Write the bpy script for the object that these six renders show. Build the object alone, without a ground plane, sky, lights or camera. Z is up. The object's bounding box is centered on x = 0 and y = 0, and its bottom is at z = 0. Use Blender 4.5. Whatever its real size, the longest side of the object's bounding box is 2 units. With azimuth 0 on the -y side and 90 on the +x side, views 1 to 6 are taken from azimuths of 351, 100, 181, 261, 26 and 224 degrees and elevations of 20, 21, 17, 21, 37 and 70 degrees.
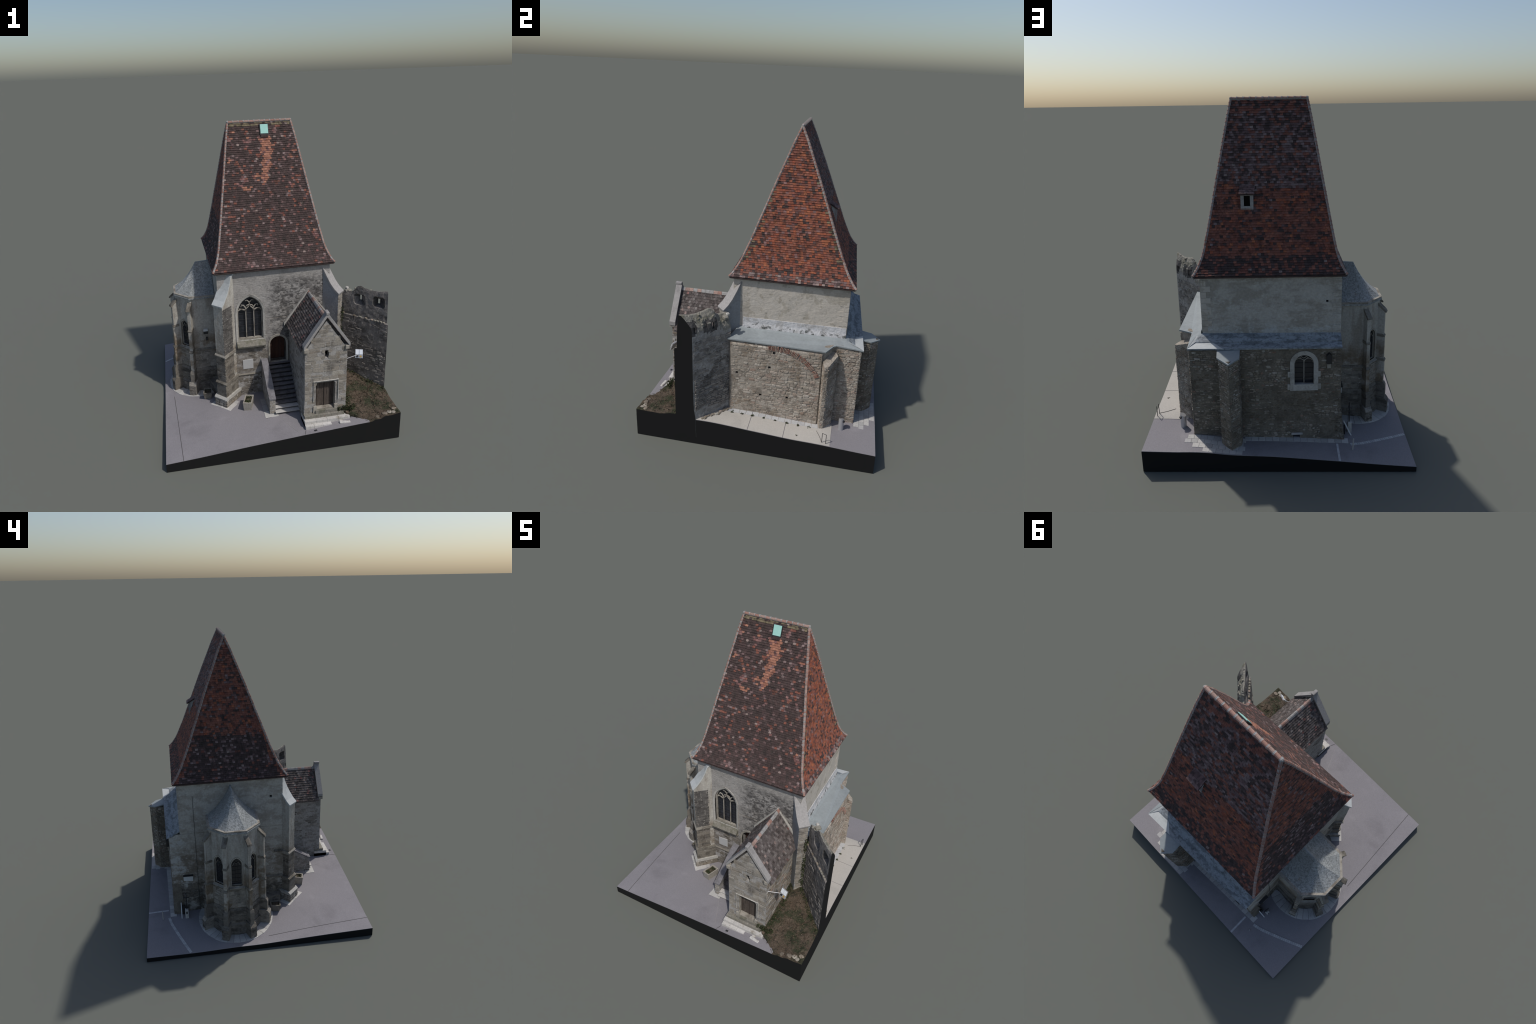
import bpy, bmesh, math, random
import numpy as np
from mathutils import Vector, Matrix, noise as mnoise

R = random.Random(11)
for o in list(bpy.data.objects):
    bpy.data.objects.remove(o)
COL = bpy.context.scene.collection

# ------------------------------------------------------------------ materials
class NT:
    """small helper around a material's node tree"""
    def __init__(self, name):
        self.m = bpy.data.materials.new(name)
        self.m.use_nodes = True
        self.t = self.m.node_tree
        self.b = self.t.nodes['Principled BSDF']
        tc = self.n('ShaderNodeTexCoord')
        self.obj = tc.outputs['Object']
    def n(self, kind, **kw):
        nd = self.t.nodes.new(kind)
        for k, v in kw.items():
            setattr(nd, k, v)
        return nd
    def link(self, a, b):
        self.t.links.new(a, b)
    def put(self, sock, v):
        if hasattr(v, 'is_linked') or hasattr(v, 'links'):
            self.link(v, sock)
        else:
            sock.default_value = v
    def math(self, op, a, b=0.0, clamp=False):
        nd = self.n('ShaderNodeMath', operation=op, use_clamp=clamp)
        self.put(nd.inputs[0], a); self.put(nd.inputs[1], b)
        return nd.outputs[0]
    def noise(self, scale, detail=4.0, stretch=(1, 1, 1), rough=0.6, off=0.0):
        mp = self.n('ShaderNodeMapping')
        self.link(self.obj, mp.inputs[0])
        mp.inputs['Scale'].default_value = stretch
        mp.inputs['Location'].default_value = (off, off * .7, off * 1.3)
        nd = self.n('ShaderNodeTexNoise')
        self.link(mp.outputs[0], nd.inputs['Vector'])
        nd.inputs['Scale'].default_value = scale
        nd.inputs['Detail'].default_value = detail
        nd.inputs['Roughness'].default_value = rough
        return nd.outputs['Fac']
    def ramp01(self, v, lo, hi, smooth=True):
        nd = self.n('ShaderNodeMapRange')
        nd.interpolation_type = 'SMOOTHSTEP' if smooth else 'LINEAR'
        self.put(nd.inputs['Value'], v)
        nd.inputs['From Min'].default_value = lo
        nd.inputs['From Max'].default_value = hi
        return nd.outputs[0]
    def mix(self, f, a, b, mode='MIX'):
        nd = self.n('ShaderNodeMix', data_type='RGBA', blend_type=mode)
        self.put(nd.inputs[0], f)
        for s, v in ((nd.inputs[6], a), (nd.inputs[7], b)):
            if isinstance(v, tuple):
                s.default_value = (v[0], v[1], v[2], 1)
            else:
                self.link(v, s)
        return nd.outputs[2]
    def rand(self):
        g = self.n('ShaderNodeNewGeometry'); oi = self.n('ShaderNodeObjectInfo')
        return self.math('FRACT', self.math('ADD', g.outputs['Random Per Island'], oi.outputs['Random']))

def make_mat(name, base, variants=None, stains=(), grain=(60, .25), rough=.9, bump=(90, .25), metallic=0, spec=.2, coat=0):
    """base or random-per-piece variants; stains = (colour, scale, lo, hi, strength, stretch)"""
    k = NT(name)
    if variants:
        rp = k.n('ShaderNodeValToRGB'); rp.color_ramp.interpolation = 'LINEAR'
        els = rp.color_ramp.elements
        while len(els) < len(variants):
            els.new(.5)
        for i, c in enumerate(variants):
            els[i].position = i / (len(variants) - 1)
            els[i].color = (*c, 1)
        k.link(k.rand(), rp.inputs[0])
        col = rp.outputs[0]
    else:
        rgb = k.n('ShaderNodeRGB'); rgb.outputs[0].default_value = (*base, 1); col = rgb.outputs[0]
    for i, s in enumerate(stains):
        c, sc, lo, hi, st = s[:5]
        stretch = s[5] if len(s) > 5 else (1, 1, 1)
        f = k.ramp01(k.noise(sc, 6, stretch, .65, off=3.1 * (i + 1)), lo, hi)
        if len(s) > 6:              # slow mask: (axis, lo, hi) limits where the matter sits
            for ax, a, b in s[6]:
                sep = k.n('ShaderNodeSeparateXYZ'); k.link(k.obj, sep.inputs[0])
                wob = k.math('MULTIPLY', k.math('SUBTRACT', k.noise(14, 4), .5), .08)
                f = k.math('MULTIPLY', f, k.ramp01(k.math('ADD', sep.outputs['XYZ'.index(ax)], wob), a, b))
        f = k.math('MULTIPLY', f, st)
        col = k.mix(f, col, c)
    if grain:
        g = k.noise(grain[0], 5, rough=.7, off=9)
        v = k.n('ShaderNodeMapRange'); k.link(g, v.inputs[0])
        v.inputs['From Min'].default_value = .25; v.inputs['From Max'].default_value = .75
        v.inputs['To Min'].default_value = 1 - grain[1]; v.inputs['To Max'].default_value = 1 + grain[1]
        hs = k.n('ShaderNodeHueSaturation'); k.link(v.outputs[0], hs.inputs['Value']); k.link(col, hs.inputs['Color'])
        col = hs.outputs[0]
    k.link(col, k.b.inputs['Base Color'])
    k.b.inputs['Roughness'].default_value = rough
    k.b.inputs['Metallic'].default_value = metallic
    k.b.inputs['Specular IOR Level'].default_value = spec
    if bump:
        bn = k.n('ShaderNodeBump'); bn.inputs['Strength'].default_value = bump[1]; bn.inputs['Distance'].default_value = .004
        k.link(k.noise(bump[0], 6, bump[2] if len(bump) > 2 else (1, 1, 1)), bn.inputs['Height']); k.link(bn.outputs[0], k.b.inputs['Normal'])
    return k.m

M = {}
def mats():
    A = make_mat
    M['black'] = A('black_cut_face', (.014, .014, .014), grain=None, bump=None, rough=.95, spec=.1)
    M['asphalt'] = A('grey_asphalt', (.226, .214, .226), stains=[((.15, .14, .15), 3.5, .5, .72, .5), ((.31, .294, .305), 6, .52, .8, .4), ((.10, .095, .10), 9, .68, .78, .5)], grain=(160, .14), bump=(300, .15))
    M['pale_paving'] = A('pale_concrete_paving', (.43, .405, .37), stains=[((.32, .305, .28), 5, .48, .72, .55), ((.53, .51, .47), 12, .55, .8, .4)], grain=(120, .1), bump=(200, .1))
    M['pale_slab'] = A('pale_kerb_stone', None, variants=[(.33, .32, .31), (.42, .41, .39), (.50, .48, .45), (.36, .35, .35)], stains=[((.22, .21, .2), 20, .5, .75, .4)], grain=(120, .15))
    M['cobble'] = A('grey_cobble', None, variants=[(.34, .34, .35), (.46, .46, .46), (.40, .40, .40)], grain=(120, .2))
    M['line'] = A('white_road_line', (.42, .42, .43), stains=[((.25, .24, .26), 30, .5, .7, .6)], grain=(120, .15))
    M['dark_joint'] = A('dark_joint', (.07, .065, .065))
    M['soil'] = A('leafy_soil', (.085, .064, .047), stains=[((.028, .034, .018), 9, .42, .6, .95), ((.16, .12, .088), 18, .56, .75, .7), ((.02, .02, .015), 34, .52, .68, .8)], grain=(110, .5), bump=(120, 1.0))
    M['leaf'] = A('dark_leaf', None, variants=[(.02, .03, .012), (.045, .06, .022), (.03, .035, .018), (.055, .05, .03)], grain=None, bump=None, rough=.7)
    M['litter'] = A('dry_leaf', None, variants=[(.05, .036, .024), (.12, .085, .06), (.03, .034, .02), (.19, .145, .11), (.07, .04, .03)], grain=None, bump=None)
    pl = [((.27, .25, .23), 7, .47, .66, .6), ((.52, .50, .47), 11, .52, .72, .6), ((.20, .185, .17), 22, .58, .72, .55)]
    M['plaster'] = A('weathered_lime_plaster', (.43, .41, .385), stains=pl, grain=(70, .16), bump=(70, .5))
    M['plaster_dark'] = A('lichened_plaster', (.325, .308, .290), stains=[
        ((.19, .165, .135), 5, .52, .68, .6, (1.5, 1.5, .5)),
        ((.24, .225, .21), 7, .45, .66, .7),
        ((.085, .08, .078), 11, .42, .58, .75, (1, 1, 1.5), [('X', -.06, .10), ('Z', 1.02, .90)]),
        ((.06, .056, .054), 42, .46, .58, .8, (1, 1, 1.7), [('X', -.06, .09), ('Z', 1.03, .92)]),
        ((.13, .108, .085), 13, .38, .58, .85, (1, 1, 1.6), [('Z', .53, .45)]),
        ((.42, .40, .375), 30, .57, .72, .6)], grain=(70, .22), bump=(46, .9, (1, 1, 2.4)))
    M['plaster_light'] = A('pale_patched_plaster', (.445, .41, .362), stains=[
        ((.34, .31, .262), 6, .53, .56, .8), ((.50, .475, .44), 14, .5, .7, .5), ((.30, .272, .225), 11, .60, .63, .7), ((.2, .19, .17), 45, .64, .72, .6)], grain=(80, .14), bump=(60, .5, (1, 1, 2)))
    M['fillet'] = A('limewashed_fillet', (.50, .50, .51), stains=[((.33, .32, .31), 16, .48, .62, .7), ((.06, .065, .06), 30, .5, .6, .9, (1, 1, 1.2), [('Z', .765, .735)])], grain=(90, .2), bump=(60, .8))
    M['baked_shade_render'] = A('shade_darkened_render', (.275, .285, .295), stains=[((.19, .195, .20), 10, .48, .68, .6)], grain=(80, .16), bump=(60, .5))  # south-east buttress: bluish shade of its south-west side baked into the base colour
    M['plaster_rear'] = A('grey_rear_plaster', (.40, .383, .348), stains=[
        ((.27, .248, .212), 8, .43, .60, .75, (1, 1, 2)), ((.16, .13, .098), 10, .40, .58, .8, (1, 1, 1.6), [('Z', .66, .5)]), ((.065, .058, .048), 16, .42, .58, .85, (1, 1, 1.2), [('Z', .30, .2)]),
        ((.46, .465, .455), 15, .5, .6, .75, (1, 1, 1.6), [('Z', .80, .75), ('Y', .45, .48)]), ((.47, .46, .43), 26, .54, .68, .6)], grain=(80, .2), bump=(44, 1.0, (1, 1, 2.8)))
    M['mortar'] = A('rubble_mortar', (.315, .28, .238), stains=[((.17, .145, .118), 14, .44, .63, .8)], grain=(90, .3), bump=(90, .7))
    M['mortar_dark'] = A('dark_rubble_mortar', (.17, .15, .122), stains=[((.095, .082, .066), 12, .43, .62, .75)], grain=(90, .3), bump=(90, .7))
    ru = [((.24, .17, .115), 6, .52, .7, .7), ((.14, .12, .105), 24, .58, .74, .7)]
    M['rubble'] = A('warm_rubble_stone', None, variants=[(.27, .232, .19), (.38, .337, .284), (.325, .282, .238), (.44, .398, .345), (.24, .208, .175), (.36, .288, .238), (.415, .377, .328), (.30, .222, .18)], stains=[((.17, .125, .085), 6, .48, .66, .75), ((.11, .096, .08), 24, .54, .70, .75)], grain=(110, .32), bump=(110, .6))
    M['rubble_dark'] = A('brown_rubble_stone', None, variants=[(.19, .165, .132), (.26, .222, .178), (.14, .118, .094), (.32, .288, .24), (.21, .17, .13), (.17, .15, .128), (.40, .375, .33), (.24, .15, .115)], stains=[((.095, .078, .058), 5, .44, .62, .8), ((.36, .345, .31), 9, .6, .74, .6)], grain=(110, .3), bump=(110, .6))
    M['wallstone'] = A('grey_wall_stone', None, variants=[(.165, .148, .135), (.25, .228, .205), (.205, .183, .167), (.32, .295, .262), (.185, .166, .148)], stains=[((.08, .072, .064), 9, .48, .64, .75), ((.36, .34, .31), 20, .6, .72, .5)], grain=(100, .3), bump=(100, .8))
    M['wallface'] = A('grey_wall_mortar', (.205, .187, .172), stains=[((.085, .077, .07), 9, .46, .62, .8, (1, 1, 1.8)), ((.32, .30, .275), 14, .55, .7, .6)], grain=(90, .3), bump=(80, .9))
    M['wallface_light'] = A('pale_wall_render', (.315, .30, .282), stains=[((.165, .152, .138), 11, .46, .62, .75, (1, 1, 1.8)), ((.42, .405, .385), 16, .56, .7, .6)], grain=(90, .3), bump=(80, .9))
    M['walltop'] = A('mossy_wall_top', (.235, .222, .19), stains=[((.13, .122, .08), 16, .5, .64, .65), ((.37, .355, .325), 30, .56, .7, .75)], grain=(90, .35), bump=(80, 1.0))
    M['ashlar'] = A('grey_ashlar_block', None, variants=[(.21, .192, .165), (.28, .257, .225), (.245, .22, .188), (.34, .315, .275), (.23, .20, .165)], stains=[((.10, .09, .08), 11, .48, .66, .8, (1, 1, 1.7)), ((.17, .13, .09), 8, .55, .70, .6), ((.40, .38, .35), 16, .6, .74, .5)], grain=(90, .26), bump=(90, .6))
    M['ashlar_dark'] = A('sooty_ashlar_block', None, variants=[(.125, .112, .096), (.18, .163, .142), (.15, .13, .106), (.22, .20, .172)], stains=[((.065, .057, .049), 12, .46, .64, .8, (1, 1, 2))], grain=(90, .25), bump=(90, .6))
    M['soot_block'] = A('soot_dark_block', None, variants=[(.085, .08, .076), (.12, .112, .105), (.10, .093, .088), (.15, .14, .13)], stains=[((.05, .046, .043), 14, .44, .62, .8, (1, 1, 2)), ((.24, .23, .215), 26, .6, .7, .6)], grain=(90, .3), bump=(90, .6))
    M['apse'] = A('apse_render', (.40, .382, .345), stains=[((.23, .20, .165), 8, .44, .62, .65, (1.8, 1.8, .45)), ((.16, .12, .08), 10, .40, .58, .85, (1, 1, 1.2), [('Z', .58, .45)]), ((.065, .057, .047), 14, .38, .56, .9, (1, 1, 1), [('Z', .30, .2)])], grain=(80, .25), bump=(70, .7))
    M['dressed'] = A('dressed_stone_trim', (.31, .287, .25), stains=[((.14, .122, .10), 15, .46, .66, .8), ((.42, .40, .37), 22, .58, .72, .6)], grain=(90, .25), bump=(90, .5))
    M['drip'] = A('dark_weathered_moulding', (.19, .172, .145), stains=[((.085, .075, .062), 18, .46, .64, .8), ((.30, .285, .26), 25, .6, .72, .5)], grain=(90, .3), bump=(90, .6))
    M['pale_trim'] = A('pale_stone_trim', (.40, .383, .352), stains=[((.23, .215, .192), 18, .50, .68, .7)], grain=(90, .22), bump=(90, .5))
    M['sill'] = A('mossy_sill_stone', (.20, .186, .16), stains=[((.115, .113, .08), 22, .46, .62, .6), ((.32, .305, .275), 35, .56, .7, .65), ((.22, .13, .10), 25, .62, .7, .5)], grain=(90, .3), bump=(90, .7))
    M['lead'] = A('sheet_metal_roofing', (.252, .277, .285), stains=[((.19, .21, .22), 6, .46, .66, .6), ((.34, .375, .385), 7, .56, .75, .55)], grain=(60, .1), bump=(30, .1), rough=.65, spec=.3)
    M['lead_dirty'] = A('stained_sheet_roofing', (.275, .30, .32), stains=[((.11, .12, .13), 14, .46, .6, .75, (1, 2.5, 1)), ((.07, .078, .082), 70, .52, .64, .6)], grain=(60, .2), bump=(50, .2), rough=.7, spec=.3)
    M['lead_white'] = A('pale_metal_cap', (.46, .475, .47), stains=[((.30, .31, .31), 18, .5, .7, .6)], grain=(60, .1), bump=(50, .1), rough=.6)
    M['apse_roof'] = A('grey_shingle_sheet', (.26, .272, .272), stains=[((.43, .437, .425), 5, .46, .66, .75), ((.12, .125, .12), 90, .46, .6, .6), ((.27, .20, .17), 10, .66, .74, .5)], grain=(140, .4), bump=(120, .4))
    M['glass'] = A('dark_leaded_glass', (.018, .020, .026), stains=[((.05, .055, .065), 25, .5, .7, .6)], grain=None, bump=(40, .15), rough=.25, spec=.5)
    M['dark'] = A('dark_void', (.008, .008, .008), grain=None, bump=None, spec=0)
    M['iron'] = A('black_iron', (.02, .02, .022), grain=None, bump=None, rough=.5, spec=.5)
    M['wood'] = A('dark_oak_plank', None, variants=[(.055, .043, .036), (.085, .068, .058), (.07, .055, .047), (.10, .082, .07)], stains=[((.03, .024, .02), 30, .5, .66, .7, (4, 4, .4))], grain=(120, .3), bump=(90, .4))
    M['wood_red'] = A('reddish_door_plank', None, variants=[(.05, .025, .018), (.075, .034, .024), (.04, .024, .02)], stains=[((.03, .022, .02), 30, .5, .66, .7, (4, 4, .4))], grain=(120, .3), bump=(90, .4))
    M['step'] = A('shade_tinted_step_stone', None, variants=[(.12, .115, .12), (.17, .163, .168), (.145, .14, .145)], stains=[((.07, .065, .066), 24, .48, .66, .7)], grain=(100, .3))  # stone colour lowered to carry the shade over the stair
    M['step_pale'] = A('pale_step_stone', None, variants=[(.40, .385, .36), (.52, .50, .48), (.46, .44, .41)], stains=[((.2, .17, .12), 20, .55, .7, .6)], grain=(100, .2))
    M['coping'] = A('grey_coping', (.30, .288, .280), stains=[((.19, .18, .178), 12, .5, .7, .6), ((.40, .385, .37), 25, .58, .74, .5)], grain=(90, .18))
    M['coping_purple'] = A('purple_grey_coping', (.185, .178, .188), stains=[((.11, .105, .112), 16, .46, .66, .7), ((.30, .29, .295), 25, .58, .72, .6)], grain=(90, .2))
    M['plaque'] = A('pale_stone_plaque', (.42, .415, .41), grain=(80, .06), bump=None)
    M['white'] = A('white_painted_board', (.58, .59, .59), stains=[((.45, .45, .45), 30, .5, .7, .4)], grain=(80, .06), bump=None)
    M['silver'] = A('silver_lamp_panel', (.85, .87, .9), grain=None, bump=None, rough=.3, metallic=.2, spec=.6)
    M['steel'] = A('brushed_steel', (.46, .46, .47), grain=None, bump=None, rough=.4, metallic=.5)
    M['ochre'] = A('ochre_spot', (.4, .25, .06), grain=None, bump=None)
    M['green_copper'] = A('pale_green_hatch', (.33, .60, .54), stains=[((.42, .66, .60), 40, .5, .7, .5)], grain=(60, .05), bump=None, rough=.5)
    M['brick'] = A('old_red_brick', None, variants=[(.25, .115, .09), (.21, .11, .085), (.29, .155, .12), (.26, .18, .145), (.29, .215, .175)], stains=[((.28, .24, .20), 24, .48, .62, .75)], grain=(110, .3), bump=(110, .5))
    t = lambda n, v, st=(): A(n, None, variants=v, stains=st, grain=(140, .3), bump=(150, .4), rough=.85)
    soot = [((.03, .025, .023), 34, .48, .64, .65)]
    M['t_dark'] = t('sooty_roof_tile', [(.048, .034, .032), (.070, .046, .043), (.056, .042, .039), (.088, .058, .055), (.060, .041, .039), (.078, .057, .054)], soot)
    M['t_pink'] = t('pinkish_roof_tile', [(.20, .10, .092), (.15, .074, .069), (.27, .15, .138), (.125, .066, .061), (.22, .13, .12)], soot)
    M['t_orange'] = t('fresh_orange_roof_tile', [(.30, .135, .09), (.37, .18, .125), (.24, .105, .072), (.33, .155, .105)], [((.12, .06, .05), 30, .5, .66, .65)])
    M['t_pale'] = t('pale_lichened_tile', [(.20, .15, .135), (.28, .215, .195), (.165, .125, .11)], soot)
    M['t_red'] = t('orange_red_tile', [(.30, .092, .050), (.23, .070, .044), (.34, .122, .062), (.17, .058, .042), (.31, .122, .080), (.13, .048, .036), (.27, .10, .068)], [((.06, .032, .026), 34, .47, .63, .8)])
    M['t_brown'] = t('red_brown_tile', [(.17, .066, .050), (.215, .086, .062), (.122, .052, .043), (.245, .104, .074), (.185, .08, .062)], soot)
    M['t_purple'] = t('grey_purple_tile', [(.165, .103, .099), (.118, .075, .073), (.225, .168, .162), (.17, .112, .108), (.10, .066, .064)], soot)
    M['t_moss'] = t('mossy_tile', [(.14, .12, .075), (.19, .155, .10), (.11, .09, .06)], soot)
    M['t_porch'] = t('dark_porch_tile', [(.06, .052, .05), (.10, .085, .08), (.15, .13, .125), (.075, .06, .057), (.21, .19, .18)], soot)
    M['hip'] = t('terracotta_hip_tile', [(.27, .155, .125), (.33, .20, .165), (.23, .125, .10), (.35, .24, .205), (.28, .195, .165)], [((.2, .16, .145), 30, .5, .66, .6)])
    M['bedding'] = A('lime_bedding', (.30, .292, .285), stains=[((.17, .16, .15), 40, .5, .66, .6)], grain=(120, .25))
mats()

# ------------------------------------------------------------------ mesh helpers
def obj(name, verts, faces, mat, parent=None, idx=None, smooth=False, kind=None):
    me = bpy.data.meshes.new(name)
    me.from_pydata([tuple(v) for v in verts], [], [tuple(f) for f in faces])
    for m in (mat if isinstance(mat, (list, tuple)) else [mat]):
        me.materials.append(M[m] if isinstance(m, str) else m)
    if idx is not None:
        me.polygons.foreach_set('material_index', idx)
    if smooth:
        me.polygons.foreach_set('use_smooth', [True] * len(me.polygons))
    me.update()
    o = bpy.data.objects.new(name, me)
    COL.objects.link(o)
    if parent: o.parent = parent
    if kind: o['kind'] = kind
    return o

def from_bm(name, bm, mat, parent=None, smooth=False):
    bmesh.ops.recalc_face_normals(bm, faces=bm.faces)
    me = bpy.data.meshes.new(name); bm.to_mesh(me); bm.free()
    for m in (mat if isinstance(mat, (list, tuple)) else [mat]):
        me.materials.append(M[m])
    if smooth: me.polygons.foreach_set('use_smooth', [True] * len(me.polygons))
    o = bpy.data.objects.new(name, me); COL.objects.link(o)
    if parent: o.parent = parent
    return o

def nz(p, f, seed=0.0):
    return mnoise.noise(Vector((p[0] * f + seed, p[1] * f - seed, p[2] * f + .5 * seed)))
def fz(p, f, seed=0.0):
    return nz(p, f, seed) + .5 * nz(p, f * 2.1, seed + 3) + .3 * nz(p, f * 4.3, seed + 7)

def shift(p, n, amp, f, seed=0):
    d = amp * fz(p, f, seed)
    return (p[0] + n[0] * d, p[1] + n[1] * d, p[2] + n[2] * d)

def wall_solid(name, plan, z0, z1, mat, parent=None, res=.014, amp=.0016, freq=22, edge_mat=None, top_mat=0):
    """closed prism over a counter-clockwise plan, its sides gridded and roughened; z0, z1 may be functions of (x, y)"""
    f0 = z0 if callable(z0) else (lambda x, y: z0)
    f1 = z1 if callable(z1) else (lambda x, y: z1)
    n = len(plan); cols = []; cn = []; em = []
    for i in range(n):
        a = Vector(plan[i]); b = Vector(plan[(i + 1) % n]); p = Vector(plan[i - 1])
        d = b - a; k = max(1, round(d.length / res)); nn = Vector((d.y, -d.x)).normalized()
        dp = a - p; np_ = Vector((dp.y, -dp.x)).normalized()
        for j in range(k):
            cols.append(a + d * j / k); cn.append((nn + np_).normalized() if j == 0 else nn); em.append(i)
    nv = max(1, round((max(f1(*c) for c in cols) - min(f0(*c) for c in cols)) / res))
    V = []; F = []; idx = []
    for c, q in zip(cols, cn):
        a, b = f0(*c), f1(*c)
        for j in range(nv + 1):
            V.append(shift((c.x, c.y, a + (b - a) * j / nv), (q.x, q.y, 0), amp, freq))
    m = len(cols); s = nv + 1
    for i in range(m):
        k = (i + 1) % m
        for j in range(nv):
            F.append((i * s + j, k * s + j, k * s + j + 1, i * s + j + 1)); idx.append(edge_mat[em[i]] if edge_mat else 0)
    F.append([i * s for i in range(m)][::-1]); idx.append(top_mat)
    F.append([i * s + nv for i in range(m)]); idx.append(top_mat)
    return obj(name, V, F, mat, parent, idx)

def profile_solid(name, prof, org, d, w, mat, parent=None, res=None, amp=0, freq=25, w_of=None):
    """polygon prof [(s, z)] lying along plan direction d from org, extruded sideways to width w (centred)"""
    d = Vector(d).normalized(); q = Vector((-d.y, d.x)); pts = []
    n = len(prof)
    for i in range(n):
        a = Vector(prof[i]); b = Vector(prof[(i + 1) % n]); k = max(1, round((b - a).length / res)) if res else 1
        pts += [a + (b - a) * j / k for j in range(k)]
    nw = max(1, round(w / res)) if res else 1
    V = []; F = []
    for j in range(nw + 1):
        for p in pts:
            ww = w_of(p.x, p.y) if w_of else w
            t = ww * (j / nw - .5)
            v = Vector((org[0], org[1])) + d * p.x + q * t
            e = (q if j == nw else -q if j == 0 else Vector((0, 0)))
            nn = (d.x * .7 + e.x, d.y * .7 + e.y, 0)
            V.append(shift((v.x, v.y, p.y), nn, amp, freq) if amp else (v.x, v.y, p.y))
    m = len(pts)
    for j in range(nw):
        for i in range(m):
            k = (i + 1) % m
            F.append((j * m + i, j * m + k, (j + 1) * m + k, (j + 1) * m + i))
    F.append(list(range(m))[::-1]); F.append([nw * m + i for i in range(m)])
    bm = bmesh.new(); tmp = bpy.data.meshes.new('t'); tmp.from_pydata(V, [], F); bm.from_mesh(tmp); bpy.data.meshes.remove(tmp)
    return from_bm(name, bm, mat, parent)

def box(name, c, size, mat, parent=None, rz=0, rx=0, bev=.0, mtx=None):
    bm = bmesh.new(); bmesh.ops.create_cube(bm, size=1)
    bmesh.ops.scale(bm, vec=size, verts=bm.verts)
    if bev: bmesh.ops.bevel(bm, geom=list(bm.edges), offset=bev, segments=1, affect='EDGES')
    m = mtx if mtx else Matrix.Translation(c) @ Matrix.Rotation(rz, 4, 'Z') @ Matrix.Rotation(rx, 4, 'X')
    bmesh.ops.transform(bm, matrix=m, verts=bm.verts)
    return from_bm(name, bm, mat, parent)

def hexa(name, lo, hi, mat, parent=None):
    """eight-corner block: four low corners and four high corners, same order"""
    V = list(lo) + list(hi); n = len(lo)
    F = [list(range(n))[::-1], list(range(n, 2 * n))] + [(i, (i + 1) % n, n + (i + 1) % n, n + i) for i in range(n)]
    bm = bmesh.new(); t = bpy.data.meshes.new('t'); t.from_pydata([tuple(v) for v in V], [], F); bm.from_mesh(t); bpy.data.meshes.remove(t)
    return from_bm(name, bm, mat, parent)

def tube(name, paths, r, mat, parent=None, sides=6, flat=None):
    """round bars along 3D polylines, joined"""
    V = []; F = []
    for path in paths:
        P = [Vector(p) for p in path]; b0 = len(V)
        for i, p in enumerate(P):
            t = (P[min(i + 1, len(P) - 1)] - P[max(i - 1, 0)]).normalized()
            a = Vector((0, 0, 1)) if abs(t.z) < .9 else Vector((1, 0, 0))
            if flat is not None: a = Vector(flat)
            u = t.cross(a).normalized(); w = u.cross(t)
            for k in range(sides):
                g = 2 * math.pi * (k + .5) / sides
                V.append(p + (u * math.cos(g) + w * math.sin(g)) * r)
        for i in range(len(P) - 1):
            for k in range(sides):
                l = (k + 1) % sides
                F.append((b0 + i * sides + k, b0 + i * sides + l, b0 + (i + 1) * sides + l, b0 + (i + 1) * sides + k))
        F.append([b0 + k for k in range(sides)][::-1]); F.append([b0 + (len(P) - 1) * sides + k for k in range(sides)])
    return obj(name, V, F, mat, parent)

def cut(target, cutters):
    for c in cutters:
        md = target.modifiers.new('b', 'BOOLEAN'); md.operation = 'DIFFERENCE'; md.object = c; md.solver = 'EXACT'
    dg = bpy.context.evaluated_depsgraph_get(); dg.update()
    me = bpy.data.meshes.new_from_object(target.evaluated_get(dg))
    old = target.data; target.modifiers.clear(); target.data = me; me.name = target.name
    bpy.data.meshes.remove(old)

class Frame:
    """a wall plane: plan point, horizontal direction u; outward normal n"""
    def __init__(self, org, u, flip=False):
        self.o = Vector((org[0], org[1], 0)); self.u = Vector((u[0], u[1], 0)).normalized()
        self.n = Vector((self.u.y, -self.u.x, 0)) * (-1 if flip else 1)
    def __call__(self, u, z, d=0.0):
        return self.o + self.u * u + self.n * d + Vector((0, 0, z))

def arch_pts(uc, w, z0, zs, zt, n=9):
    """pointed-arch outline, counter-clockwise from lower left"""
    h = w / 2; r = ((zt - zs) ** 2 + h * h) / (2 * h)          # arc through springing and apex
    if r < h: r = h
    out = [(uc - h, z0), (uc + h, z0)]
    cxr = uc + h - r; a1 = math.atan2(zt - zs, uc - cxr)
    for i in range(n): 
        g = a1 * i / (n - 1); out.append((cxr + r * math.cos(g), zs + r * math.sin(g)))
    cxl = uc - h + r
    for i in range(1, n):
        g = a1 * (1 - i / (n - 1)); out.append((cxl - r * math.cos(g), zs + r * math.sin(g)))
    return out

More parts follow.
